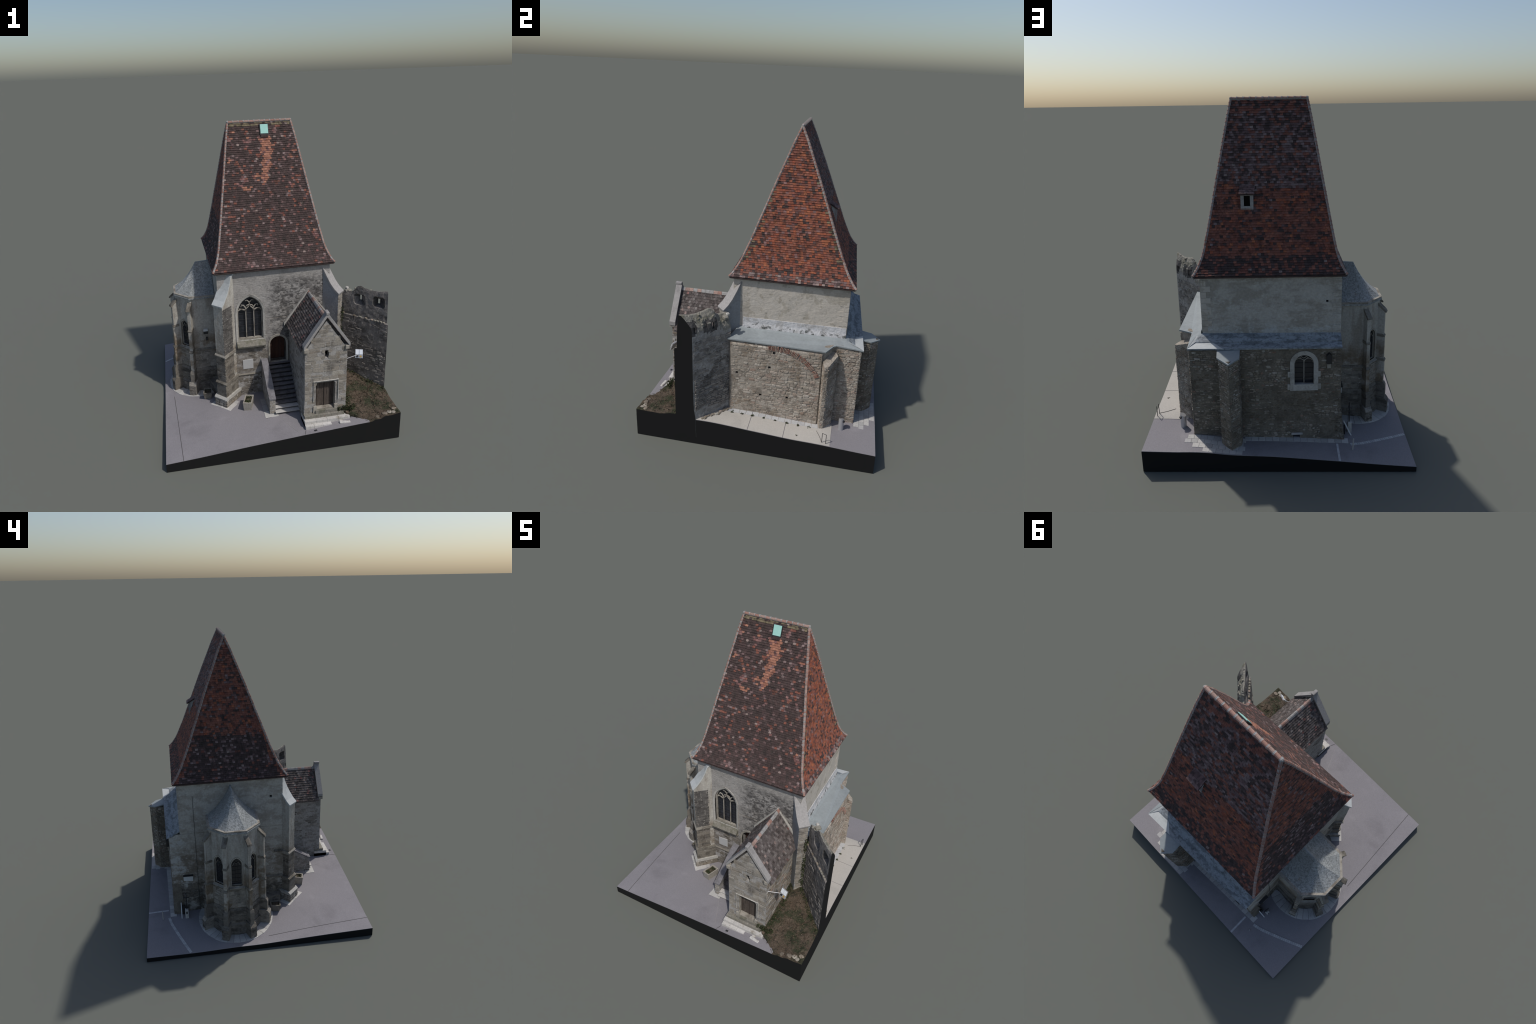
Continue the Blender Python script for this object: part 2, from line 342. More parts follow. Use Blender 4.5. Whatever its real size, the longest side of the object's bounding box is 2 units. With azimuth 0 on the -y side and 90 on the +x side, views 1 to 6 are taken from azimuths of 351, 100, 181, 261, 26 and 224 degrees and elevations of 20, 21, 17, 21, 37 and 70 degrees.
def slab(name, fr, pts, d0, d1, mat, parent=None):
    V = [fr(u, z, d0) for u, z in pts] + [fr(u, z, d1) for u, z in pts]; n = len(pts)
    F = [list(range(n)), list(range(n, 2 * n))] + [(i, (i + 1) % n, n + (i + 1) % n, n + i) for i in range(n)]
    bm = bmesh.new(); t = bpy.data.meshes.new('t'); t.from_pydata([tuple(v) for v in V], [], F); bm.from_mesh(t); bpy.data.meshes.remove(t)
    return from_bm(name, bm, mat, parent)

def ring(name, fr, outer, inner, d0, d1, mat, parent=None, d_in=None):
    n = len(outer); d_in = d1 if d_in is None else d_in
    V = [fr(*p, d0) for p in outer] + [fr(*p, d1) for p in outer] + [fr(*p, d_in) for p in inner] + [fr(*p, d0) for p in inner]
    F = []
    for i in range(n):
        k = (i + 1) % n
        for a in range(4):
            b = (a + 1) % 4
            F.append((a * n + i, a * n + k, b * n + k, b * n + i))
    bm = bmesh.new(); t = bpy.data.meshes.new('t'); t.from_pydata([tuple(v) for v in V], [], F); bm.from_mesh(t); bpy.data.meshes.remove(t)
    return from_bm(name, bm, mat, parent)

def rubble(name, pos, umax, zlo, zhi, mat, parent, ch=(.011, .019), ln=(.016, .042), depth=(.001, .004), gap=.0014, seed=1, keep=None, named=0, piece='wall_stone', jit=.0034):
    """irregular coursed stones on a wall: pos(u, z, d) -> point"""
    rr = random.Random(seed); stones = []
    z = zlo
    while z < zhi - .004:
        h = min(rr.uniform(*ch), zhi - z)
        u = -rr.uniform(0, ln[1])
        while u < umax:
            w = rr.uniform(*ln) * (1.25 if rr.random() < .12 else 1)
            u0, u1 = max(u, 0), min(u + w, umax); u += w
            if u1 - u0 < .006: continue
            uc, zc = (u0 + u1) / 2, z + h / 2
            if keep and not keep(uc, zc): continue
            wob = lambda uu: .006 * mnoise.noise(Vector((uu * 18, z * 9, seed)))
            parts = [(z, h)] if h < .0135 or rr.random() > .28 else [(z, h * .52), (z + h * .52, h * .48)]
            for zz, hh in parts:
                g = gap; q = []
                cr = min(.34 * hh, .005)
                for (a, b) in ((u0 + g + cr, zz + g), (u1 - g - cr, zz + g), (u1 - g, zz + g + cr), (u1 - g, zz + hh - g - cr), (u1 - g - cr, zz + hh - g), (u0 + g + cr, zz + hh - g), (u0 + g, zz + hh - g - cr), (u0 + g, zz + g + cr)):
                    q.append((min(max(a + rr.uniform(-jit, jit) * .6, 0), umax), b + wob(a) + rr.uniform(-jit, jit) * .5))
                d = rr.uniform(*depth); ins = .72 + rr.uniform(0, .12)
                cu = sum(p[0] for p in q) / 8; cz = sum(p[1] for p in q) / 8
                V = [pos(a, b, -.003) for a, b in q] + [pos(a, b, d * .6) for a, b in q] + [pos(cu + (a - cu) * ins, cz + (b - cz) * ins, d) for a, b in q]
                stones.append(((u1 - u0) * hh, V))
        z += h
    F1 = [(i, (i + 1) % 8, 8 + (i + 1) % 8, 8 + i) for i in range(8)] + [(8 + i, 8 + (i + 1) % 8, 16 + (i + 1) % 8, 16 + i) for i in range(8)] + [tuple(range(16, 24))]
    a, b, c = (Vector(pos(.0, zlo, 0)), Vector(pos(.01, zlo, 0)), Vector(pos(.0, zlo + .01, 0)))
    out = Vector(pos(.0, zlo, .01)) - a
    if (b - a).cross(c - a).dot(out) < 0:
        F1 = [f[::-1] for f in F1]
    stones.sort(key=lambda s: -s[0])
    for s in stones[:named]:
        obj(piece, s[1], F1, mat, parent)
    V = []; F = []
    for s in stones[named:]:
        k = len(V); V += s[1]; F += [tuple(i + k for i in f) for f in F1]
    if V: return obj(name, V, F, mat, parent, kind='stuff')

# ------------------------------------------------------------------ terrain
GP = [(-.757, .76, .032), (-.757, .42, .029), (-.757, .17, .036), (-.757, -.35, .049), (-.757, -.765, .06),
      (-.54, -.765, .076), (-.25, -.765, .102), (.12, -.765, .131), (.35, -.765, .145), (.525, -.765, .156), (.757, -.765, .165),
      (.757, .765, .134), (.55, .765, .128), (.37, .765, .123), (.055, .765, .101), (-.25, .765, .076), (-.52, .765, .051),
      (.757, .49, .148), (.757, .253, .155), (.757, -.025, .172), (.757, -.306, .188),
      (-.36, -.3, .088), (-.044, -.507, .115), (.06, -.63, .115), (-.2, -.6, .100), (-.2, -.37, .096), (-.549, -.08, .055), (-.662, .061, .038), (-.66, .237, .040), (-.45, -.15, .068),
      (-.54, .355, .052), (-.382, .574, .068), (-.418, .492, .062), (.488, .635, .138), (.607, .432, .152), (.137, -.716, .125), (.564, .544, .137), (.58, 0, .175), (.3, .7, .112), (.2, -.4, .13), (0, .2, .1)]
_g = np.array(GP)
def _u(r2): return np.where(r2 > 1e-12, r2 * np.log(np.maximum(r2, 1e-12)), 0)
_n = len(_g); _K = _u(((_g[:, None, :2] - _g[None, :, :2]) ** 2).sum(-1)) + 3e-3 * np.eye(_n)
_P = np.c_[np.ones(_n), _g[:, :2]]
_W = np.linalg.solve(np.block([[_K, _P], [_P.T, np.zeros((3, 3))]]), np.r_[_g[:, 2], 0, 0, 0])
def gz(x, y):
    r2 = ((_g[:, :2] - (x, y)) ** 2).sum(-1)
    return float(_u(r2) @ _W[:_n] + _W[_n] + _W[_n + 1] * x + _W[_n + 2] * y)

BX, BY0, BY1 = .7575, -.7645, .7655

chapel = bpy.data.objects.new('chapel', None); COL.objects.link(chapel)
chapel['label'] = 'gothic stone chapel with steep tiled hip roof on black base'
chapel['category'] = 'church building'

def heightfield(name, x0, x1, y0, y1, zf, zb, mat, parent, res=.02, side=1):
    nx = max(2, round((x1 - x0) / res)); ny = max(2, round((y1 - y0) / res)); V = []; F = []; idx = []
    for lay in (0, 1):
        for i in range(nx + 1):
            for j in range(ny + 1):
                x = x0 + (x1 - x0) * i / nx; y = y0 + (y1 - y0) * j / ny
                V.append((x, y, zf(x, y) if lay == 0 else zb(x, y)))
    s = ny + 1; L = (nx + 1) * s
    for i in range(nx):
        for j in range(ny):
            a = (i * s + j, (i + 1) * s + j, (i + 1) * s + j + 1, i * s + j + 1)
            F.append(a); idx.append(0); F.append(tuple(q + L for q in a[::-1])); idx.append(side)
    for i in range(nx):
        F.append((i * s, i * s + L, (i + 1) * s + L, (i + 1) * s)); idx.append(side)
        a = i * s + ny; F.append((a, a + s, a + s + L, a + L)); idx.append(side)
    for j in range(ny):
        F.append((j, j + 1, j + 1 + L, j + L)); idx.append(side)
        a = nx * s + j; F.append((a, a + L, a + 1 + L, a + 1)); idx.append(side)
    return obj(name, V, F, mat, parent, idx, smooth=False)

ground = heightfield('base_block', -BX, BX, BY0, BY1, lambda x, y: gz(x, y) - .0025, lambda x, y: 0, ['black', 'black'], chapel, .04)
heightfield('asphalt_surface', -BX + .0006, BX - .0006, BY0 + .0006, BY1 - .0006, gz, lambda x, y: gz(x, y) - .004, ['asphalt', 'asphalt'], ground, .02)

def drape(name, left, right, h, mat, parent=ground, n=8, zf=gz, th=.004):
    """thin sheet between two polylines (same count), laid on the ground"""
    V = []; F = []; m = len(left)
    for lay in (0, 1):
        for a, b in zip(left, right):
            for j in range(n + 1):
                x = a[0] + (b[0] - a[0]) * j / n; y = a[1] + (b[1] - a[1]) * j / n
                V.append((x, y, zf(x, y) + h - lay * (th + h)))
    s = n + 1; L = m * s
    for i in range(m - 1):
        for j in range(n):
            a = (i * s + j, (i + 1) * s + j, (i + 1) * s + j + 1, i * s + j + 1); F.append(a); F.append(tuple(q + L for q in a[::-1]))
    for i in range(m - 1):
        F.append((i * s, i * s + L, (i + 1) * s + L, (i + 1) * s)); a = i * s + n; F.append((a, a + s, a + s + L, a + L))
    for j in range(n):
        F.append((j, j + 1, j + 1 + L, j + L)); a = (m - 1) * s + j; F.append((a, a + L, a + 1 + L, a + 1))
    bm = bmesh.new(); t = bpy.data.meshes.new('t'); t.from_pydata(V, [], F); bm.from_mesh(t); bpy.data.meshes.remove(t)
    return from_bm(name, bm, mat, parent)

def lin(a, b, n): return [(a[0] + (b[0] - a[0]) * i / n, a[1] + (b[1] - a[1]) * i / n) for i in range(n + 1)]

# pale concrete forecourt on the east side, three slabs with open joints
for y0, y1 in ((-.37, -.031), (-.027, .194), (.198, .487)):
    drape('paving_slab', lin((.55, y0), (.55, y1), 10), lin((BX - .001, y0), (BX - .001, y1), 10), .0018, 'pale_paving')
# grey stone gutter strip against the arched wall
for i in range(14):
    y0 = -.2 + i * .043
    drape('gutter_stone', lin((.565, y0 + .001), (.565, y0 + .041), 2), lin((.618 + .004 * R.random(), y0 + .001), (.618 + .004 * R.random(), y0 + .041), 2), .0035, 'cobble', n=3)
# kerb ring round the apse
AC = Vector((-.455, .147))
N = 24
for i in range(N):
    a0 = math.radians(62 + 236 * i / N); a1 = math.radians(62 + 236 * (i + .95) / N)
    P = lambda a, r: (AC.x + r * math.cos(a), AC.y + r * math.sin(a))
    ro = .262 + .004 * R.random()
    drape('kerb_stone', [P(a0, .19), P(a1, .19)], [P(a0, ro), P(a1, ro)], .003, 'pale_slab', n=2)
# flagstones along the north wall, and round the north buttress
def nwall_y(x): return .578 + (x + .353) * (.622 - .578) / .841
for i in range(15):
    x0 = -.40 + i * .04; x1 = x0 + .038
    drape('flagstone', [(x0, nwall_y(x0) - .01), (x1, nwall_y(x1) - .01)], [(x0, nwall_y(x0) + .034), (x1, nwall_y(x1) + .034)], .002, 'pale_slab', n=2)
for i in range(9):
    for j in range(4):
        x0 = .19 + i * .037 + (j % 2) * .012; y0 = .625 + j * .034
        if y0 + .033 > .764 or x0 > .56 - (y0 - .64) * 1.6: continue
        drape('flagstone', [(x0, y0), (x0 + .0355, y0)], [(x0, y0 + .0325), (x0 + .0355, y0 + .0325)], .002, 'pale_slab', n=2)
# row of cobbles from the north-west corner to the west edge
C = [(-.41, .618), (-.47, .603), (-.53, .578), (-.60, .548), (-.68, .512), (-.752, .478)]
def along(pts, s):
    L = [math.dist(pts[i], pts[i + 1]) for i in range(len(pts) - 1)]; t = s * sum(L)
    for i, l in enumerate(L):
        if t <= l or i == len(L) - 1:
            a, b = Vector(pts[i]), Vector(pts[i + 1]); d = (b - a).normalized(); return a + d * t, d
        t -= l
for i in range(26):
    p, d = along(C, (i + .5) / 26); q = Vector((-d.y, d.x)); w = .0058 + .0008 * R.random()
    a, b = p - d * w, p + d * w
    drape('cobble', [a - q * .009, b - q * .009], [a + q * .009, b + q * .009], .0025, 'cobble', n=2)
drape('road_line', lin((-.327, .622), (-.329, .7645), 3), lin((-.339, .622), (-.342, .7645), 3), .0012, 'line', n=2)
drape('pavement_seam', lin((-.692, -.05), (-.651, -.763), 10), lin((-.689, -.05), (-.648, -.763), 10), .0008, 'dark_joint', n=1)
drape('pavement_seam', lin((.135, -.72), (.118, -.763), 3), lin((.138, -.72), (.121, -.763), 3), .0008, 'dark_joint', n=1)
drape('pavement_seam', lin((-.06, -.40), (.09, -.73), 6), lin((-.058, -.40), (.092, -.73), 6), .0006, 'coping', n=1)
# pale flags at the foot of the corner buttress and of the stair parapet
for a, b in (((-.435, -.25), (-.395, -.29)), ((-.395, -.29), (-.352, -.33)), ((-.352, -.33), (-.312, -.372)), ((-.31, -.375), (-.275, -.33)), ((-.273, -.33), (-.235, -.285))):
    a, b = Vector(a), Vector(b); q = Vector((.06, .06)) if b.y < a.y else Vector((-.06, .06))
    drape('flagstone', [a, b], [a + q, b + q], .002, 'pale_slab', n=2)
for i in range(3):
    drape('flagstone', [(-.088, -.31 - i * .075), (-.088, -.38 - i * .075)], [(-.05, -.31 - i * .075), (-.05, -.38 - i * .075)], .002, 'coping' if i < 2 else 'pale_slab', n=2)
drape('flagstone', [(-.09, -.53), (.0, -.53)], [(-.09, -.50), (.0, -.50)], .003, 'pale_slab', n=2)
box('drain_grate', (.195, -.742, gz(.195, -.742) + .001), (.018, .012, .003), 'iron', ground, rz=.1)

# garden bank
SP = [(.55, -.765, .158), (.60, -.765, .170), (.674, -.765, .188), (.757, -.765, .196), (.757, -.64, .195), (.757, -.5, .208), (.70, -.43, .222), (.60, -.31, .245), (.53, -.27, .262),
      (.43, -.62, .205), (.45, -.55, .208), (.45, -.42, .225), (.45, -.25, .25), (.58, -.55, .198), (.67, -.58, .197), (.50, -.68, .172), (.44, -.66, .18), (.38, -.655, .175), (.5,-.72,.158)]
_s = np.array(SP)
def sz(x, y):
    d2 = ((_s[:, :2] - (x, y)) ** 2).sum(-1) + 1e-4; w = d2 ** -1.6
    b = float((w @ _s[:, 2]) / w.sum())
    e = min(1, max(0, (BX - x) / .03)) * min(1, max(0, (y - BY0) / .03))
    return max(b + (.006 * e + .002) * fz((x, y, 0), 22, 4), gz(x, y) - .002)
def loft_soil():
    left = [(.548, -.7640), (.505, -.715), (.465, -.69), (.42, -.668), (.40, -.62), (.40, -.5), (.40, -.35), (.40, -.2)]
    right = [(BX - .0006, -.7640), (BX - .0006, -.72), (BX - .0006, -.68), (BX - .0006, -.64), (BX - .0006, -.58), (BX - .0006, -.49), (.70, -.40), (.56, -.22)]
    L2 = [along(left, i / 28)[0] for i in range(29)]; R2 = [along(right, i / 28)[0] for i in range(29)]
    o = drape('garden_soil', L2, R2, .0, 'soil', n=26, zf=sz, th=.02)
    o.data.materials.append(M['black'])
    return o
soil = loft_soil()
# black cut faces under the soil at the block's two edges
def cut_strip(pts):
    lo = [(p[0], p[1], .05) for p in pts]; hi = [(p[0], p[1], sz(p[0], p[1]) - .003) for p in pts]
    d = Vector((pts[-1][0] - pts[0][0], pts[-1][1] - pts[0][1])).normalized(); q = Vector((d.y, -d.x)) * .0
    inn = Vector((-d.y, d.x)) * .02
    V = lo + hi + [(p[0] + inn.x, p[1] + inn.y, p[2]) for p in hi] + [(p[0] + inn.x, p[1] + inn.y, p[2]) for p in lo]
    n = len(pts); F = []
    for i in range(n - 1):
        for k in range(4):
            l = (k + 1) % 4; F.append((k * n + i, k * n + i + 1, l * n + i + 1, l * n + i))
    for e in (0, n - 1): F.append([k * n + e for k in range(4)])
    bm = bmesh.new(); t = bpy.data.meshes.new('t'); t.from_pydata(V, [], F); bm.from_mesh(t); bpy.data.meshes.remove(t)
    return from_bm('cut_face', bm, 'black', ground)
cut_strip(lin((.55, BY0 + .0002), (BX - .0005, BY0 + .0002), 24))
cut_strip(lin((BX - .0002, BY0 + .0005), (BX - .0002, -.49), 24))

def leaves(name, spots, mat, parent, size=(.004, .009), flat=.5, seed=5):
    rr = random.Random(seed); V = []; F = []
    for (c, rad, n) in spots:
        for _ in range(n):
            while True:
                p = Vector((rr.uniform(-1, 1), rr.uniform(-1, 1), rr.uniform(-1, 1)))
                if p.length < 1: break
            p = Vector(c) + Vector((p.x * rad[0], p.y * rad[1], p.z * rad[2]))
            s = rr.uniform(*size)
            q = Matrix.Rotation(rr.uniform(0, 6.3), 3, 'Z') @ Matrix.Rotation(rr.gauss(0, flat), 3, 'X') @ Matrix.Rotation(rr.gauss(0, flat), 3, 'Y')
            k = len(V)
            for v in ((-s, 0, 0), (0, -s * .45, s * .15), (s, 0, 0), (0, s * .45, s * .15)):
                V.append(p + q @ Vector(v))
            F += [(k, k + 1, k + 2), (k, k + 2, k + 3)]
    return obj(name, V, F, mat, parent, kind='stuff')
lit = []
for _ in range(420):
    x = R.uniform(.44, .752); y = R.uniform(-.76, -.27)
    if y > -.49 - (x - .757) * 1.06 - .012 or (x < .548 and y < -.70 + (x - .46) * -.6): continue
    lit.append(((x, y, sz(x, y) + .003), (.008, .008, .002), 6))
leaves('leaf_litter', lit, 'litter', soil, (.002, .0055), .5)
bush = [((.415 + .02 * i, -.652 + .008 * R.uniform(-1, 1), .195 + .012 * R.random()), (.02, .018, .022), 60) for i in range(4)]
bush += [((.385, -.645, .195), (.018, .014, .016), 50)]
bush += [((.455 + .006 * R.random(), -.6 + .04 * i, sz(.455, -.6 + .04 * i) + .006), (.016, .02, .02), 36) for i in range(9)]
bush += [((.74 - .21 * i / 9, -.50 + .222 * i / 9, sz(.74 - .21 * i / 9, -.50 + .222 * i / 9) + .004), (.018, .018, .014), 26) for i in range(10)]
bush += [((.508 + .012 * R.random(), -.262 + .01 * R.random(), .30 + .035 * i), (.016, .016, .026), 46) for i in range(13)]
leaves('shrub', bush, 'leaf', soil, (.004, .009), .9, 6)
for i, (x, y) in enumerate([(.695, -.73), (.733, -.712), (.66, -.738), (.722, -.741), (.61, -.742)]):
    me_pts = []
    bm = bmesh.new(); bmesh.ops.create_icosphere(bm, subdivisions=2, radius=1)
    for v in bm.verts:
        v.co = v.co * (1 + .25 * nz(v.co, 1.3, i)); v.co = Vector((v.co.x * .019, v.co.y * .015, v.co.z * .0045)) + Vector((x, y, sz(x, y)))
    from_bm('field_stone', bm, 'rubble_dark', soil)

# ------------------------------------------------------------------ nave walls
ZS = .70
L = [(-.338, -.216), (.440, -.211), (.440, -.19), (.562, -.20), (.560, .40), (.49, .452), (.488, .622), (-.353, .578)]
U = [(-.338, -.216), (.440, -.211), (.424, .516), (-.3516, .502)]
def wx(y): return -.338 - .0189 * (y + .216)
nave = wall_solid('nave_wall', U, ZS - .03, 1.064, ['plaster_dark', 'plaster_light', 'plaster_rear', 'plaster_rear'], chapel, amp=.0018, edge_mat=[0, 1, 2, 3])
low = wall_solid('lower_wall', L, .01, lambda x, y: .693 if y < .45 else (.704 if y < .52 else max(.668, .704 - (y - .50) * .42)), ['plaster_dark', 'mortar', 'mortar_dark', 'plaster_rear'], chapel, amp=.0018, edge_mat=[0, 0, 1, 1, 1, 1, 2, 3], top_mat=1)
# the upper prism goes down behind the lower one on south and west: pull the overlap in
for v in nave.data.vertices:
    if v.co.z < ZS - .012 and (abs(v.co.y + .214) < .01 or abs(v.co.x - wx(v.co.y)) < .01):
        v.co.x += .004 if abs(v.co.x - wx(v.co.y)) < .01 else 0; v.co.y += .004 if v.co.y < -.2 else 0
S = Frame((0, -.214), (1, 0)); Nf = Frame((0, nwall_y(0)), (-1, -.0523)); Ef = Frame((.561, 0), (0, 1)); Wf = Frame((-.3421, 0), (.0189, -1))
up_rows = [v for v in low.data.vertices if v.co.z > .68 and v.co.y < .3 and v.co.x < .43]
for v in low.data.vertices:      # south and west faces of the lower prism reach up to the seam
    if (v.co.y < -.203 or v.co.x < wx(v.co.y) + .007) and v.co.z > .672 and v.co.y < .51:
        v.co.z = ZS - .012 + (.0 if v.co.z < .688 else .003)

def bulge(y, z):
    a = min(1, max(0, (y + .197) / .012)) * min(1, max(0, (.399 - y) / .008)) * min(1, max(0, (.690 - z) / .02)) * min(1, max(0, (z - .1) / .05))
    return .021 * a + .004 * a * nz((y, z, 0), 7, 3)
for v in low.data.vertices:
    if v.co.x > .55 and -.197 < v.co.y < .399: v.co.x += bulge(v.co.y, v.co.z)
class BulgedFrame(Frame):
    def __call__(self, u, z, d=0.0): return Frame.__call__(self, u, z, d + bulge(u, z))
Ef = BulgedFrame((.561, 0), (0, 1))
# cutters
cutters_s = [slab('c', S, arch_pts(-.122, .176, .545, .752, .873), -.035, .05, 'dressed'),
             slab('c', S, arch_pts(.07, .115, .30, .49, .535, 9), -.055, .05, 'dressed')]
NW_U = .144
cutters_n = [slab('c', Nf, arch_pts(NW_U, .108, .44, .57, .62), -.03, .05, 'pale_trim'), slab('c', Nf, [(.08, .087), (.12, .087), (.12, .113), (.08, .113)], -.03, .05, 'dark')]
sq = lambda fr, u, z, w, h, d=-.03: slab('c', fr, [(u - w / 2, z - h / 2), (u + w / 2, z - h / 2), (u + w / 2, z + h / 2), (u - w / 2, z + h / 2)], d, .05, 'dark')
cutters_e = [sq(Ef, *p, .016, .016) for p in ((.09, .64), (.065, .533), (-.145, .462), (.014, .32), (.186, .324))]
hole_w = sq(Wf, .133, .921, .017, .017); hole_n = sq(Frame((0, .507), (-1, -.02)), .274, .91, .013, .013)
cut(low, cutters_s + cutters_n + cutters_e); cut(nave, [cutters_s[0], hole_w, hole_n])
for c in cutters_s + cutters_n + cutters_e + [hole_w, hole_n]: bpy.data.objects.remove(c)

# dark backs of put-log holes
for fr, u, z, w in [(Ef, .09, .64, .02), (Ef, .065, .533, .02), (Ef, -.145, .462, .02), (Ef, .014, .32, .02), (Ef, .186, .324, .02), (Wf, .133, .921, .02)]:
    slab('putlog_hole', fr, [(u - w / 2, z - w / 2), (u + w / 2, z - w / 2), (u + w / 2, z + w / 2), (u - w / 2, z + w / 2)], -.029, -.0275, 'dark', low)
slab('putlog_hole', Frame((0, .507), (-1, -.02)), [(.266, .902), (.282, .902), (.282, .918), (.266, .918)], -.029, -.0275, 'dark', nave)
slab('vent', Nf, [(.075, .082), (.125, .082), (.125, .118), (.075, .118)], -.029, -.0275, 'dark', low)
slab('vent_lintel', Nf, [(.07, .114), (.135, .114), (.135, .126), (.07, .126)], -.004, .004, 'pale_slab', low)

def scaled(pts, uc, zc, k): return [(uc + (u - uc) * k, zc + (z - zc) * k) for u, z in pts]
def tracery(fr, uc, w, z0, zs, zt, lights, d, mat, parent, r=.0032, bars=4):
    """mullions, cusped light heads, flowing figures above, and saddle bars"""
    P = []; wl = w / lights
    for i in range(1, lights):
        u = uc - w / 2 + wl * i; top = zs + (zt - zs) * (.15 if lights > 2 else .45)
        P.append([fr(u, z0, d), fr(u, top, d)])
    h = zt - zs
    arc = lambda c, rad, z, a0, a1, sq=1.0: [fr(c + rad * math.cos(a0 + (a1 - a0) * k / 10), z + rad * sq * math.sin(a0 + (a1 - a0) * k / 10), d) for k in range(11)]
    if lights == 3:
        P.append(arc(uc - wl, wl * .5, zs - .004, 0, math.pi, .8)); P.append(arc(uc + wl, wl * .5, zs - .004, 0, math.pi, .8))
        for s in (-1, 1):
            P.append([fr(uc + s * wl * .5, zs + .004, d), fr(uc + s * wl * .42, zs + .020, d), fr(uc + s * wl * .14, zs + .034, d), fr(uc, zs + .050, d)])
            P.append([fr(uc + s * wl * .5, zs + .004, d), fr(uc + s * wl * .52, zs + .028, d), fr(uc + s * wl * .34, zs + .044, d), fr(uc, zs + .050, d)])
            P.append([fr(uc + s * wl * .52, zs + .026, d), fr(uc + s * wl * .72, zs + .046, d), fr(uc + s * wl * 1.0, zs + .050, d), fr(uc + s * wl * 1.06, zs + .036, d)])
            P.append([fr(uc, zs + .050, d), fr(uc + s * wl * .06, zs + .070, d), fr(uc + s * wl * .30, zs + .084, d), fr(uc + s * wl * .52, zs + .080, d)])
            P.append([fr(uc + s * wl * .5, zs + .006, d), fr(uc + s * wl * .9, zs + .016, d), fr(uc + s * wl * 1.3, zs + .022, d)])
    elif lights == 2:
        for s in (-1, 1):
            P.append(arc(uc + s * wl * .5, wl * .5, zs - .002, 0, math.pi, 1.0))
            P.append([fr(uc + s * wl * .5, zs + wl * .48, d), fr(uc + s * wl * .3, zs + h * .75, d), fr(uc, zs + h * .55, d)])
    tube('tracery', P, r, mat, parent, 6)
    B = [[fr(uc - w / 2, z0 + (zs - z0) * (k + 1) / (bars + .3), d - .006), fr(uc + w / 2, z0 + (zs - z0) * (k + 1) / (bars + .3), d - .006)] for k in range(bars)]
    tube('saddle_bar', B, .0011, 'iron', parent, 5)

# big south window
wn = slab('south_window', S, arch_pts(-.122, .18, .54, .752, .877), -.034, -.0305, 'glass', nave)
ring('window_frame', S, arch_pts(-.122, .206, .53, .748, .893), arch_pts(-.122, .176, .545, .752, .873), -.01, .006, 'pale_trim', wn, d_in=.002)
ring('window_frame', S, arch_pts(-.122, .180, .54, .752, .877), arch_pts(-.122, .162, .552, .752, .862), -.028, -.012, 'dressed', wn)
tracery(S, -.122, .166, .548, .755, .868, 3, -.018, 'dressed', wn, .0040, 4)
profile_solid('window_sill', [(-.02, .495), (.030, .495), (.033, .507), (-.004, .548), (-.02, .548)], (-.122, -.214), (0, -1), .2, 'sill', wn, res=.01, amp=.0012, freq=40)
# north window
wn2 = slab('north_window', Nf, arch_pts(NW_U, .112, .436, .57, .624), -.029, -.0255, 'glass', low)
ring('window_frame', Nf, arch_pts(NW_U, .158, .405, .572, .645), arch_pts(NW_U, .108, .442, .57, .62), -.01, .005, 'pale_trim', wn2, d_in=.001)
tracery(Nf, NW_U, .104, .442, .572, .618, 2, -.018, 'dressed', wn2, .003, 4)
for s in (-1, 1):
    for z, w in ((.412, .018), (.49, .016)):
        slab('jamb_stone', Nf, [(NW_U + s * .076, z), (NW_U + s * (.076 + w), z), (NW_U + s * (.076 + w), z + .034), (NW_U + s * .076, z + .034)], -.004, .0035, 'pale_trim', wn2)
# door at the stair head
dr = slab('stair_door', S, arch_pts(.07, .12, .34, .488, .538), -.055, -.051, 'dark', nave)
for i in range(5):
    u = .0165 + i * .0215
    slab('door_plank', S, [(u, .345), (u + .0205, .345), (u + .0205, .49 + .04 * math.sin(math.pi * (u - .012 + .01) / .115)), (u, .49 + .04 * math.sin(math.pi * max(.003, u - .012) / .115))], -.052, -.046, 'wood_red', dr)
ring('door_frame', S, arch_pts(.07, .142, .34, .49, .552), arch_pts(.07, .115, .345, .488, .534), -.012, .005, 'dressed', dr, d_in=.002)
# plaque
box('plaque', (-.150, -.2155, .349), (.074, .006, .074), 'plaque', low, bev=.001)
# string courses on the south front
for z, x1 in ((.478, -.02), (.268, -.06)):
    profile_solid('string_course', [(-.01, z - .010), (.003, z - .010), (.008, z - .003), (.008, z), (.001, z + .008), (-.01, z + .008)], ((-.235 + x1) / 2, -.214), (0, -1), x1 + .235, 'drip', low, res=.01, amp=.001, freq=40)
profile_solid('string_course', [(-.01, .48), (.006, .482), (.012, .49), (.002, .500), (-.01, .500)], (-.3385, -.185), (-1, 0), .06, 'drip', low, res=.01, amp=.001)
profile_solid('string_course', [(-.01, .275), (.006, .277), (.012, .285), (.002, .296), (-.01, .296)], (-.3395, -.14), (-1, 0), .15, 'drip', low, res=.01, amp=.001)
